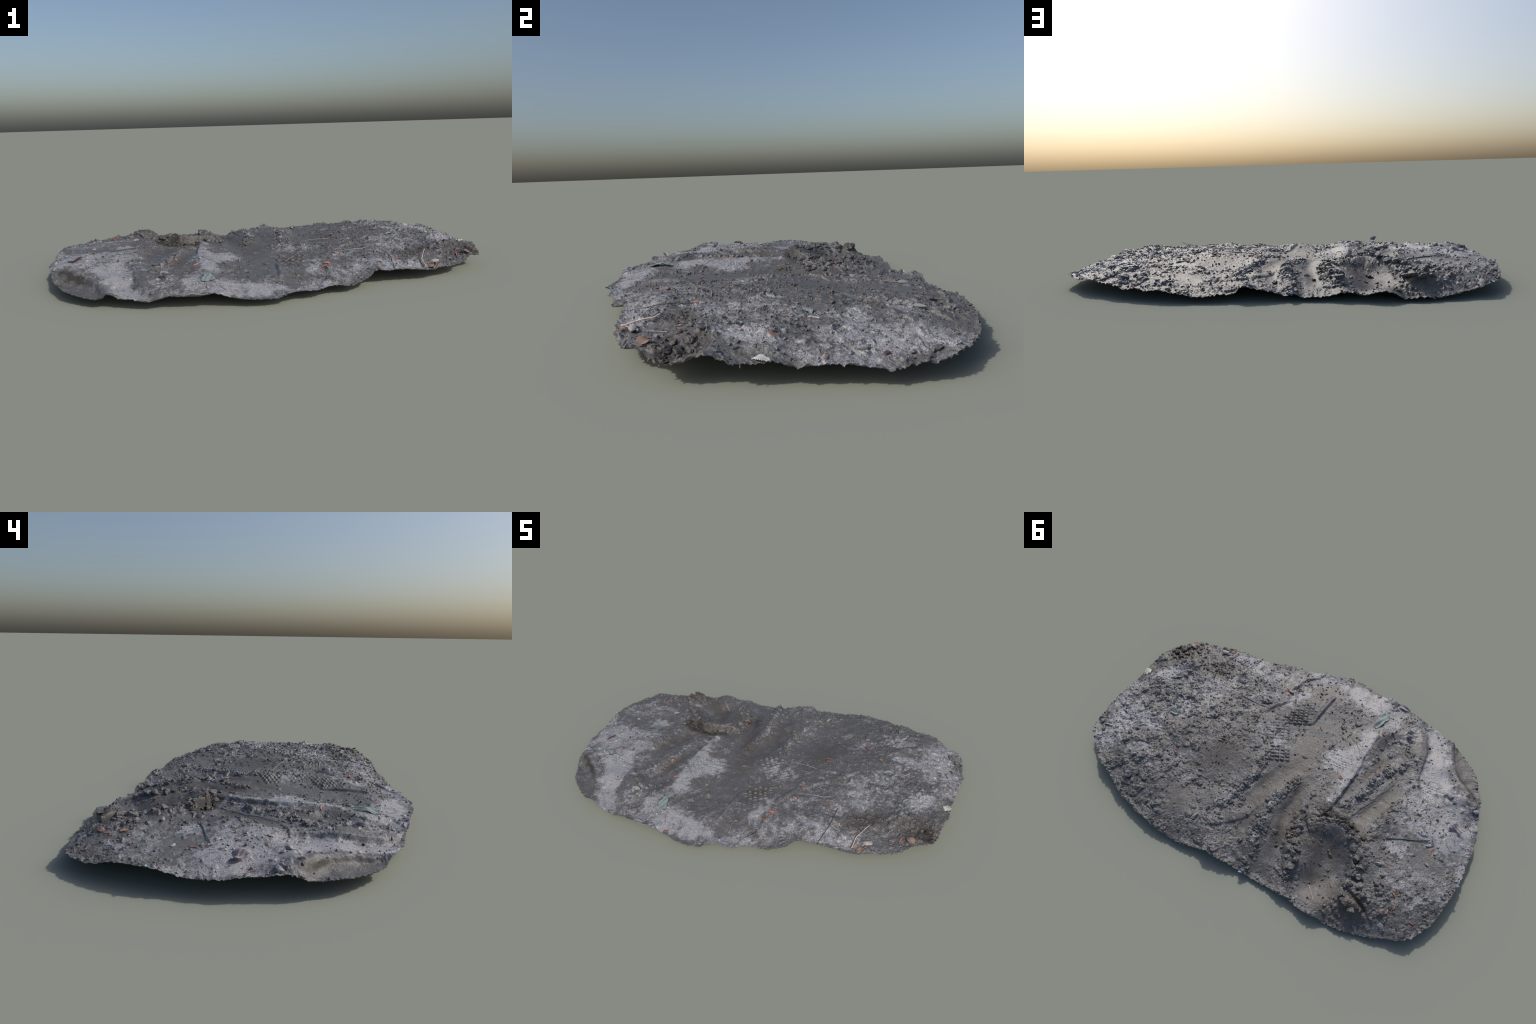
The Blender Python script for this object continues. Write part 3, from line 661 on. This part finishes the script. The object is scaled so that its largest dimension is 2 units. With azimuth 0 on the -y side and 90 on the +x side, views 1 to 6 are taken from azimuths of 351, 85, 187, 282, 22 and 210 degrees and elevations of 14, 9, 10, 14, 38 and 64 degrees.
# the largest clods, placed one by one: x, y, radius
CLODS = [(-.500, .216, .021), (-.325, .160, .016), (-.275, .195, .022), (-.217, .200, .016), (-.191, .242, .013), (-.233, .283, .022),
         (-.206, .301, .014), (-.238, .307, .015), (-.224, .369, .012), (-.246, .364, .013), (-.278, .388, .017), (-.272, .414, .019),
         (-.248, .442, .012), (-.294, .437, .020), (-.337, .420, .010), (-.291, .468, .024), (-.282, .505, .017), (-.461, .222, .020),
         (-.505, .262, .020), (-.516, .190, .015), (-.535, .292, .023), (-.562, .323, .022), (-.460, .200, .015), (-.39, .148, .013),
         (-.44, .158, .014), (-.355, .158, .012), (-.420, .146, .010), (-.480, .168, .013), (-.585, .500, .020), (-.615, .512, .022), (-.652, .492, .020), (-.660, .348, .016),
         (-.689, .335, .012), (-.678, .372, .012), (-.702, .379, .015), (-.605, .395, .022), (-.567, .411, .018), (-.616, .425, .018),
         (-.637, .432, .020), (-.550, .470, .016), (-.564, .490, .016), (-.519, .568, .014), (-.675, .299, .012), (-.729, .393, .010),
         (-.667, .435, .014), (-.585, .360, .018), (.875, -.262, .019), (.83, -.245, .016), (.79, -.215, .013), (.845, -.300, .018), (.895, -.300, .014), (.86, -.225, .013),
         (.815, -.285, .015), (.850, -.265, .012), (.885, -.235, .011), (.80, -.25, .010), (.83, -.325, .012), (.77, -.27, .012), (.90, -.265, .012),
         (.745, -.245, .014), (.685, -.265, .012), (.630, -.300, .011), (.60, -.23, .012), (.655, -.25, .010), (.715, -.285, .010), (.57, -.285, .010), (.935, .265, .014), (.955, .300, .016), (.92, .330, .014),
         (-.416, .316, .012), (-.405, .308, .008), (-.43, .325, .008), (-.446, .387, .008), (-.40, .385, .008), (-.177, .412, .009), (.036, .317, .006), (.022, .352, .010),
         (-.482, -.174, .011), (-.473, -.125, .008), (-.495, -.222, .016), (-.52, -.235, .016), (-.465, -.195, .014), (-.422, -.06, .010), (-.43, -.085, .012),
         (-.365, .049, .010), (-.385, .070, .010), (-.615, -.176, .013), (-.790, -.218, .016), (-.817, -.201, .010), (-.929, -.275, .008), (-.924, -.205, .018),
         (-.098, .078, .014), (-.112, .064, .009), (-.066, .195, .022), (-.045, .215, .016), (-.09, .17, .014), (-.032, .25, .015),
         (.13, .30, .014), (.105, .25, .012), (.095, .17, .010), (.115, .34, .014), (.64, .485, .022), (.60, .455, .014), (.70, .46, .012), (.56, .46, .016)]

def put_clod(x, y, r, sink=0.48):
    r *= 1.08 if -.35 < x < -.15 and y > .15 else 0.95
    z = height_max(x, y, r * 0.6)
    m = Matrix.Translation((x, y, z + r * (0.72 - sink) * 0.8)) @ Euler((random.uniform(-.5, .5), random.uniform(-.5, .5), random.uniform(0, math.tau))).to_matrix().to_4x4() @ Matrix.Scale(r, 4)
    child("clod", random.choice(clod_meshes), patch, m)

for x, y, r in CLODS:
    put_clod(x, y, r)

def scatter_line(pts, n, spread, r0, r1):
    P = np.array(pts)[:, :2]
    L = np.r_[0, np.cumsum(np.hypot(*np.diff(P, axis=0).T))]
    for _ in range(n):
        s = random.uniform(0, L[-1])
        x = np.interp(s, L, P[:, 0]) + random.gauss(0, spread)
        y = np.interp(s, L, P[:, 1]) + random.gauss(0, spread)
        if depth_in(x, y) > 0.012:
            yield x, y, r0 + (r1 - r0) * random.random() ** 2.2

extra = []
extra += scatter_line(CRESTS[15][0], 64, 0.015, .006, .015)
extra += scatter_line(CRESTS[0][0], 26, 0.012, .005, .011)
extra += scatter_line([(-.22, .20), (-.215, .26), (-.225, .32), (-.255, .38), (-.275, .43), (-.285, .50)], 26, 0.014, .006, .014)
extra += scatter_line(CRESTS[16][0], 26, 0.013, .005, .011)
extra += scatter_line(CRESTS[18][0], 18, 0.014, .005, .012)
extra += scatter_line(CRESTS[3][0], 20, 0.012, .005, .010)
extra += scatter_line(CRESTS[1][0], 14, 0.018, .006, .013)
cand = []
while len(cand) < 30:
    x, y = random.uniform(.15, .95), random.uniform(-.45, .6)
    if depth_in(x, y) > .02 and random.random() < rho[int(round((y - gy[0]) / STEP)) * NX + int(round((x - gx[0]) / STEP))] ** 1.5:
        cand.append((x, y, .008 + .011 * random.random() ** 2))
extra += cand
for x, y, r in extra[:300 - len(CLODS)]:
    put_clod(x, y, r)

# loose gravel, too small to pick up singly
pebbles = [lump_mesh("pebble", 300 + i, 2, soil, 0.22, 5) for i in range(6)]
pv = []
for p in pebbles:
    a = np.empty(len(p.vertices) * 3); p.vertices.foreach_get("co", a)
    b = np.empty(len(p.polygons) * 3, np.int32); p.polygons.foreach_get("vertices", b)
    pv.append((a.reshape(-1, 3), b.reshape(-1, 3)))
VV, FF, off, made = [], [], 0, 0
idx = np.flatnonzero(sd > 0.006)
wts = (0.06 + rho[idx]); wts /= wts.sum()
for s in rng.choice(idx, 3600, replace=False, p=wts):
    r = 0.0019 + 0.0042 * rng.random() ** 2.5
    a, b = pv[rng.integers(6)]
    e = Euler((rng.uniform(-1, 1), rng.uniform(-1, 1), rng.uniform(0, 6.28))).to_matrix()
    P = (a * r) @ np.array(e).T + [q[s, 0], q[s, 1], top[s] + 0.35 * r]
    VV.append(P); FF.append(b + off); off += len(a)
for p in pebbles:
    bpy.data.meshes.remove(p)
child("gravel", fill_mesh("gravel", np.concatenate(VV), np.concatenate(FF), soil), kind="stuff")

# ---------------------------------------------------------------- bud scales and other scraps
def scrap_mesh(name, seed, mat, w=0.30, curl=0.5, bend=0.35, tip=0.5, thick=0.035):
    """curled boat-shaped scale, 1 long in x, with real thickness"""
    r = random.Random(seed)
    NU, NV = 11, 7
    V, F = [], []
    for side in (0, 1):
        for i in range(NU):
            u = i / (NU - 1)
            half = w * 0.5 * (math.sin(math.pi * min(1, max(0, (u * 0.92 + 0.05)))) ** tip) * (1 + 0.15 * math.sin(9 * u + seed))
            for j in range(NV):
                v = j / (NV - 1) * 2 - 1
                a = v * curl * 2.2
                y = half * (math.sin(a) / max(0.4, math.sin(curl * 2.2) if curl < .7 else 0.9))
                z = half * (1 - math.cos(a)) * 0.9 + bend * (0.25 - (u - 0.5) ** 2) * 0.5 + 0.02 * math.sin(13 * u + 5 * v + seed)
                V.append((u - 0.5, y, z - side * thick))
    n = NU * NV
    for i in range(NU - 1):
        for j in range(NV - 1):
            a = i * NV + j
            F.append((a, a + NV, a + NV + 1, a + 1))
            F.append((n + a, n + a + 1, n + a + NV + 1, n + a + NV))
    for i in range(NU - 1):
        a, b = i * NV, i * NV + NV - 1
        F.append((a, n + a, n + a + NV, a + NV)); F.append((b, b + NV, n + b + NV, n + b))
    for j in range(NV - 1):
        a, b = j, (NU - 1) * NV + j
        F.append((a, a + 1, n + a + 1, n + a)); F.append((b, n + b, n + b + 1, b + 1))
    return fill_mesh(name, V, F, mat)

scrap_meshes = [scrap_mesh("bud_scale", 10 + i, scrap_mat, 0.30 + 0.05 * (i % 3), 0.35 + 0.12 * (i % 4), 0.2 + 0.12 * (i % 3), 0.45 + 0.1 * (i % 3)) for i in range(8)]
# bud scales lying on the ground: x, y, length, heading in degrees
SCRAPS = [(-0.818, 0.087, 0.039, -172), (-0.813, 0.046, 0.03, -126), (-0.755, 0.354, 0.031, -126), (-0.759, 0.331, 0.024, -104), (-0.778, 0.402, 0.035, -119), (-0.757, 0.436, 0.035, 174), 
    (-0.098, 0.087, 0.028, 139), (-0.216, 0.332, 0.042, -100), (-0.216, 0.248, 0.027, -84), (0.225, 0.282, 0.024, -126), (0.098, 0.126, 0.021, -97), (0.229, 0.442, 0.023, -95), 
    (0.172, 0.47, 0.019, 173), (0.589, 0.153, 0.032, -134), (0.589, 0.263, 0.028, -97), (0.85, -0.044, 0.045, -66), (0.95, 0.063, 0.027, -83), (0.934, 0.205, 0.033, 153), 
    (0.581, -0.146, 0.016, -148), (0.209, -0.364, 0.024, 152), (0.188, -0.362, 0.046, 109), (0.189, -0.347, 0.031, 136), (0.178, -0.401, 0.036, 136), (0.152, -0.4, 0.03, -117), 
    (-0.058, -0.251, 0.033, -115), (0.023, -0.46, 0.026, -168), (0.122, -0.126, 0.026, -92), (0.275, -0.145, 0.029, 156), (0.178, -0.199, 0.017, -130), (0.438, -0.248, 0.026, -131), 
    (0.488, -0.41, 0.015, -137), (0.49, -0.363, 0.024, -78), (0.264, -0.25, 0.03, 171), (0.154, -0.054, 0.026, 170), (0.036, -0.184, 0.019, -116), (0.366, -0.479, 0.022, 138), 
    (-0.257, -0.057, 0.019, -162), (-0.283, -0.038, 0.033, -86), (-0.233, -0.243, 0.032, -121), (-0.354, -0.273, 0.033, -96), (-0.357, -0.371, 0.03, 125), (-0.434, -0.14, 0.015, -78), 
    (-0.434, -0.162, 0.028, -124), (-0.419, -0.115, 0.008, 14), (-0.45, -0.223, 0.023, 172), (-0.683, -0.136, 0.029, 123), (-0.759, -0.047, 0.031, -88), (-0.581, 0.056, 0.023, -109), 
    (-0.74, 0.02, 0.017, -142), (-0.666, -0.016, 0.02, -160), (0.591, 0.41, 0.022, 146), (0.513, 0.257, 0.035, -173), (0.462, 0.178, 0.025, -165), (0.361, 0.372, 0.023, -180), 
    (0.341, 0.375, 0.018, -167), (0.334, 0.077, 0.033, 179), (0.356, 0.049, 0.012, -98), (0.66, 0.508, 0.012, -146), (0.762, 0.416, 0.01, -153), (0.773, -0.356, 0.032, -66), 
    (0.735, -0.374, 0.03, -121), (0.732, -0.275, 0.018, -124), (0.224, 0.284, 0.021, -134), (0.659, -0.023, 0.012, -159), (0.698, 0.005, 0.022, 164), (-0.876, 0.42, 0.028, 139), 
    (-0.235, -0.6, 0.031, 149), (0.119, -0.472, 0.019, -161), (-0.066, -0.465, 0.021, -142)]
def lay(name, mesh, x, y, length, heading, lift=0.003, roll=0.0, pitch=0.0, flip=False, width=1.0, parent=patch):
    z = height_max(x, y, min(0.006, length * .3)) + lift
    R = slope_matrix(x, y) @ Euler((math.radians(roll) + (math.pi if flip else 0), math.radians(pitch), math.radians(heading))).to_matrix().to_4x4()
    return child(name, mesh, parent, Matrix.Translation((x, y, z)) @ R @ Matrix.Diagonal((length, length * width, length, 1)))

for i, (x, y, L, a) in enumerate(SCRAPS):
    lay("bud_scale", scrap_meshes[i % 8], x, y, max(L, .012) * 0.80, a, 0.0035, random.uniform(-25, 25), random.uniform(-14, 14), i % 3 == 0)
for _ in range(44):
    x, y = random.uniform(-.9, .95) if random.random() < .5 else random.uniform(.2, .95), random.uniform(-.5, .58)
    if depth_in(x, y) > .03:
        lay("bud_scale", random.choice(scrap_meshes), x, y, random.uniform(.006, .012), random.uniform(0, 360), 0.0015, random.uniform(-30, 30), 0, random.random() < .4)

# larger leaves
def leaf_mesh(name, mat, outline, seed, fold=0.2, wave=0.05, thick=0.012):
    """leaf blade along x (0..1); outline gives half-widths left and right at even steps"""
    NU, NV = 33, 13
    V, F = [], []
    n = NU * NV
    us = np.linspace(0, 1, NU)
    ks = np.linspace(0, 1, len(outline))
    lw, rw = np.interp(us, ks, [o[0] for o in outline]), np.interp(us, ks, [o[1] for o in outline])
    for side in (0, 1):
        for i, u in enumerate(us):
            ser = 1 + 0.12 * (((i * 1.0) % 3) - 1)
            for j in range(NV):
                v = j / (NV - 1) * 2 - 1
                y = (lw[i] if v > 0 else rw[i]) * v * (ser if abs(v) > .95 else 1)
                z = fold * abs(y) + wave * math.sin(7 * u + 2.3 * seed) + wave * 0.4 * math.sin(8 * y / 0.3 + 9 * u + seed) - 0.006 * (abs(v) < 0.1)
                V.append((u, y, z - side * thick))
    for i in range(NU - 1):
        for j in range(NV - 1):
            a = i * NV + j
            F.append((a, a + NV, a + NV + 1, a + 1)); F.append((n + a, n + a + 1, n + a + NV + 1, n + a + NV))
    for i in range(NU - 1):
        a, b = i * NV, i * NV + NV - 1
        F.append((a, n + a, n + a + NV, a + NV)); F.append((b, b + NV, n + b + NV, n + b))
    for j in range(NV - 1):
        a, b = j, (NU - 1) * NV + j
        F.append((a, a + 1, n + a + 1, n + a)); F.append((b, n + b, n + b + 1, b + 1))
    return fill_mesh(name, V, F, mat)

def tube_mesh(name, pts, r0, r1, mat, sides=7, knots=0.0):
    P = [Vector(p) for p in pts]
    # resample smoothly
    out = []
    for i in range(len(P) - 1):
        p0, p1, p2, p3 = P[max(i - 1, 0)], P[i], P[i + 1], P[min(i + 2, len(P) - 1)]
        for k in range(6):
            t = k / 6
            out.append(0.5 * ((2 * p1) + (p2 - p0) * t + (2 * p0 - 5 * p1 + 4 * p2 - p3) * t * t + (3 * p1 - p0 - 3 * p2 + p3) * t ** 3))
    out.append(P[-1])
    V, F = [], []
    for i, p in enumerate(out):
        d = (out[min(i + 1, len(out) - 1)] - out[max(i - 1, 0)]).normalized()
        a = d.cross(Vector((0, 0, 1))).normalized()
        b = a.cross(d)
        r = r0 + (r1 - r0) * i / (len(out) - 1)
        r *= 1 + knots * math.sin(i * 1.9) * (i % 3 == 0)
        for s in range(sides):
            t = s / sides * math.tau
            V.append(p + a * r * math.cos(t) + b * r * math.sin(t))
    F = [(i * sides + s, i * sides + (s + 1) % sides, (i + 1) * sides + (s + 1) % sides, (i + 1) * sides + s) for i in range(len(out) - 1) for s in range(sides)]
    me = bpy.data.meshes.new(name)
    me.from_pydata([tuple(v) for v in V], [], F + [tuple(range(sides))[::-1], tuple(range((len(out) - 1) * sides, len(out) * sides))])
    for p in me.polygons:
        p.use_smooth = len(p.vertices) == 4
    me.materials.append(mat)
    return me

def twig(name, pts, r0, r1, mat, lift=0.0015, lifts=None, parent=patch, knots=0.15):
    P = np.array(pts)
    dense = []
    for a, b in zip(P[:-1], P[1:]):
        for t in (0, .5):
            dense.append(a + (b - a) * t)
    dense.append(P[-1])
    n = len(dense)
    r0, r1 = 0.8 * r0, 0.8 * r1
    zz = [height_max(p[0], p[1], .004) + r0 * .5 + lift for p in dense]
    zz = [np.mean(zz[max(i - 1, 0):i + 2]) for i in range(n)]
    if lifts:
        zz = [z + np.interp(i / (n - 1), np.linspace(0, 1, len(lifts)), lifts) for i, z in enumerate(zz)]
    return child(name, tube_mesh(name, [(p[0], p[1], z) for p, z in zip(dense, zz)], r0, r1, mat, knots=knots), parent)

twig("thread", [(-0.417, 0.126), (-0.441, 0.053), (-0.473, -0.006), (-0.485, -0.056), (-0.51, -0.098), (-0.525, -0.146)], 0.0014, 0.0012, thread_blue)
twig("stick", [(-0.61, 0.13), (-0.667, 0.101), (-0.725, 0.074), (-0.794, 0.036)], 0.0036, 0.0022, stick_green)
twig("rootlet", [(-0.769, 0.051), (-0.79, 0.053), (-0.801, 0.065)], 0.0010, 0.0007, twig_grey)
twig("rootlet", [(-0.858, -0.007), (-0.87, 0.02), (-0.895, 0.036), (-0.919, 0.025), (-0.933, 0.003), (-0.944, -0.019)], 0.0010, 0.0007, twig_grey)
twig("twig", [(0.437, -0.479), (0.45, -0.422), (0.464, -0.366), (0.469, -0.311), (0.47, -0.254)], 0.0016, 0.0024, twig_dark, lifts=[0,.003,.004,.006,.004])
twig("twig", [(0.399, -0.201), (0.345, -0.2), (0.298, -0.202), (0.259, -0.207)], 0.0030, 0.0015, twig_grey)
twig("twig", [(0.302, -0.016), (0.256, -0.007), (0.201, 0.0), (0.159, 0.01), (0.138, 0.028)], 0.0022, 0.0012, twig_grey, lifts=[.004,.008,.008,.004,.0])
twig("twig", [(0.272, -0.051), (0.242, -0.043), (0.214, -0.039)], 0.0018, 0.0012, twig_grey)
twig("twig", [(0.259, -0.029), (0.237, -0.035), (0.217, -0.04)], 0.0020, 0.0012, twig_dark)
twig("rootlet", [(0.495, -0.244), (0.463, -0.222), (0.417, -0.238), (0.4, -0.273)], 0.0012, 0.0012, twig_red)
twig("branch", [(0.581, -0.452), (0.588, -0.4), (0.614, -0.355), (0.631, -0.335)], 0.0036, 0.0018, twig_pale, lifts=[.004,.010,.016,.022])
twig("twig", [(0.629, -0.431), (0.591, -0.429), (0.581, -0.444)], 0.0022, 0.0016, twig_red, lifts=[.006,.006,.004])
twig("twig", [(0.638, -0.429), (0.627, -0.451), (0.607, -0.468)], 0.0030, 0.0020, twig_red, lifts=[.003,.003,.003])
twig("bark", [(0.655, -0.391), (0.638, -0.413), (0.62, -0.433)], 0.0055, 0.0040, twig_grey, lifts=[.003,.003,.003])
twig("rootlet", [(0.779, -0.214), (0.795, -0.252), (0.801, -0.292), (0.786, -0.313)], 0.0010, 0.0008, twig_dark, lifts=[.01,.016,.012,.004])
twig("twig", [(0.728, -0.306), (0.698, -0.349), (0.666, -0.371)], 0.0022, 0.0014, twig_grey, lifts=[.003,.006,.003])
twig("twig", [(-0.401, 0.492), (-0.423, 0.515), (-0.442, 0.536), (-0.454, 0.554)], 0.0022, 0.0016, twig_pale)
twig("twig", [(0.559, 0.409), (0.559, 0.443), (0.561, 0.477), (0.564, 0.502)], 0.0016, 0.0012, twig_grey, lifts=[.006,.006,.004,.002])
twig("twig", [(0.561, 0.477), (0.545, 0.486), (0.526, 0.484)], 0.0012, 0.0010, twig_grey, lifts=[.004,.004,.002])
twig("twig", [(0.21, 0.495), (0.195, 0.466), (0.181, 0.434), (0.171, 0.395)], 0.0014, 0.0014, twig_grey)
twig("rootlet", [(0.464, 0.161), (0.475, 0.137), (0.485, 0.127)], 0.0010, 0.0008, twig_red)
twig("twig", [(0.743, 0.087), (0.732, 0.072), (0.715, 0.061)], 0.0026, 0.0014, twig_pale, lifts=[.004,.006,.004])
twig("rootlet", [(-0.834, 0.303), (-0.844, 0.289), (-0.856, 0.278)], 0.0022, 0.0014, twig_red)
twig("rootlet", [(-0.653, 0.241), (-0.675, 0.238), (-0.692, 0.233)], 0.0010, 0.0008, twig_red)
twig("rootlet", [(-0.732, 0.293), (-0.741, 0.267)], 0.0020, 0.0010, twig_pale)
twig("rootlet", [(-0.916, -0.137), (-0.931, -0.119), (-0.946, -0.106)], 0.0016, 0.0010, twig_red)
twig("rootlet", [(-0.257, -0.562), (-0.276, -0.528)], 0.0014, 0.0010, twig_red)
twig("rootlet", [(-0.223, -0.275), (-0.257, -0.259), (-0.284, -0.23), (-0.313, -0.215)], 0.0008, 0.0006, twig_dark)
twig("rootlet", [(0.928, -0.099), (0.9, -0.108)], 0.0010, 0.0008, stem_yellow, lifts=[.008,.003])


# grey-green leaf with its stalk, hollow underneath
gl = leaf_mesh("leaf_blade", leaf_green, [(0.03, 0.01), (0.16, 0.08), (0.24, 0.12), (0.14, 0.15), (0.10, 0.16), (0.16, 0.14), (0.20, 0.21), (0.24, 0.24), (0.25, 0.23), (0.14, 0.18)], 2, 0.10, 0.045, 0.012)
leaf = child("green_leaf", gl, patch, Matrix.Translation((-.309, -.388, height(-.309, -.388) + .006)) @ Euler((0.12, 0.02, math.radians(-96))).to_matrix().to_4x4() @ Matrix.Scale(.108, 4))
twig("leaf_stalk", [(-.320, -.490), (-.326, -.524), (-.320, -.556)], .0016, .0012, stem_yellow, 0.003)
wl = leaf_mesh("leaf_blade", leaf_white, [(0.03, 0.03), (0.22, 0.25), (0.36, 0.34), (0.38, 0.36), (0.30, 0.28), (0.16, 0.14), (0.02, 0.02)], 5, 0.10, 0.04, 0.02)
child("white_leaf", wl, patch, Matrix.Translation((.930, -.100, height(.930, -.100) + .005)) @ Euler((0.0, 0.05, math.radians(72))).to_matrix().to_4x4() @ Matrix.Scale(.050, 4))
bl = leaf_mesh("leaf_blade", leaf_brown, [(0.05, 0.05), (0.30, 0.30), (0.42, 0.40), (0.40, 0.36), (0.22, 0.25), (0.05, 0.04)], 7, 0.35, 0.05, 0.02)
child("brown_leaf", bl, patch, Matrix.Translation((.828, -.368, height(.815, -.355) + .007)) @ Euler((0.10, -0.02, math.radians(140))).to_matrix().to_4x4() @ Matrix.Scale(.046, 4))
bl2 = leaf_mesh("leaf_blade", leaf_brown, [(0.05, 0.05), (0.34, 0.30), (0.42, 0.40), (0.36, 0.36), (0.06, 0.04)], 9, -0.3, 0.08, 0.02)
child("brown_leaf", bl2, patch, Matrix.Translation((.605, -.462, height(.61, -.45) + .005)) @ Euler((0.12, -0.08, math.radians(60))).to_matrix().to_4x4() @ Matrix.Scale(.032, 4))
ml = leaf_mesh("leaf_blade", leaf_mauve, [(0.10, 0.20), (0.42, 0.38), (0.50, 0.48), (0.44, 0.50), (0.30, 0.40), (0.10, 0.18)], 3, -0.35, 0.09, 0.025)
child("mauve_leaf", ml, patch, Matrix.Translation((-.845, -.070, height(-.87, -.06) + .016)) @ Euler((0.35, 0.15, math.radians(178))).to_matrix().to_4x4() @ Matrix.Scale(.060, 4))
el = leaf_mesh("leaf_blade", leaf_mauve, [(0.05, 0.05), (0.10, 0.12), (0.13, 0.12), (0.12, 0.10), (0.10, 0.12), (0.04, 0.04)], 4, 0.25, 0.03, 0.02)
child("rolled_leaf", el, patch, Matrix.Translation((-.312, -.596, height(-.33, -.59) + .002)) @ Euler((0.2, 0.05, math.radians(178))).to_matrix().to_4x4() @ Matrix.Scale(.105, 4))
cl = leaf_mesh("leaf_blade", stone_grey, [(0.06, 0.06), (0.30, 0.25), (0.36, 0.36), (0.30, 0.30), (0.05, 0.05)], 6, 1.1, 0.10, 0.03)
child("curled_leaf", cl, patch, Matrix.Translation((-.462, -.430, height(-.478, -.438) + .006)) @ Euler((0.0, -0.3, math.radians(200))).to_matrix().to_4x4() @ Matrix.Scale(.040, 4))
cl2 = leaf_mesh("leaf_blade", leaf_green, [(0.06, 0.06), (0.20, 0.22), (0.28, 0.26), (0.22, 0.24), (0.03, 0.03)], 8, 0.5, 0.05, 0.03)
child("green_scrap", cl2, patch, Matrix.Translation((.665, .078, height(.645, .075) + .005)) @ Euler((0, 0, math.radians(190))).to_matrix().to_4x4() @ Matrix.Scale(.046, 4))
child("green_scrap", cl2, patch, Matrix.Translation((.770, -.115, height(.755, -.125) + .006)) @ Euler((0.2, 0.2, math.radians(215))).to_matrix().to_4x4() @ Matrix.Scale(.036, 4))
child("green_scrap", cl2, patch, Matrix.Translation((-.135, -.345, height(-.145, -.345) + .004)) @ Euler((0.2, 0.1, math.radians(170))).to_matrix().to_4x4() @ Matrix.Scale(.022, 4))

# stones
def stone(x, y, r, mat, sx=1.0, seed=0, rot=0.0, up=0.35, sz=1.0):
    me = lump_mesh("stone", 700 + seed, 3, mat, 0.10, 4)
    child("stone", me, patch, Matrix.Translation((x, y, height_max(x, y, r * .6) + r * up)) @ Euler((0, 0, rot)).to_matrix().to_4x4() @ Matrix.Diagonal((r * sx, r, r * sz, 1)))
stone(.231, .493, .0125, stone_grey, 1.3, 1, 1.2, 0.5)
stone(.641, -.410, .0135, stone_pale, 1.1, 2, 0.2, 0.5)
stone(-.826, .151, .009, stone_grey, 1.5, 3, 2.8)
stone(-.632, .262, .012, stone_grey, 1.0, 4, 0.3)
stone(-.597, -.440, .006, twig_dark, 1.0, 5, 0.0, 0.5, 1.5)
stone(.92, .155, .010, stone_grey, 2.0, 6, 2.0)
stone(-.099, .606, .008, bluish, 1.2, 7, 0.5)
stone(.672, .380, .008, stone_grey, 2.2, 8, 0.9)
stone(-.853, .353, .004, bluish, 1.0, 9)
stone(-.99, .17, .004, bluish, 1.0, 10)
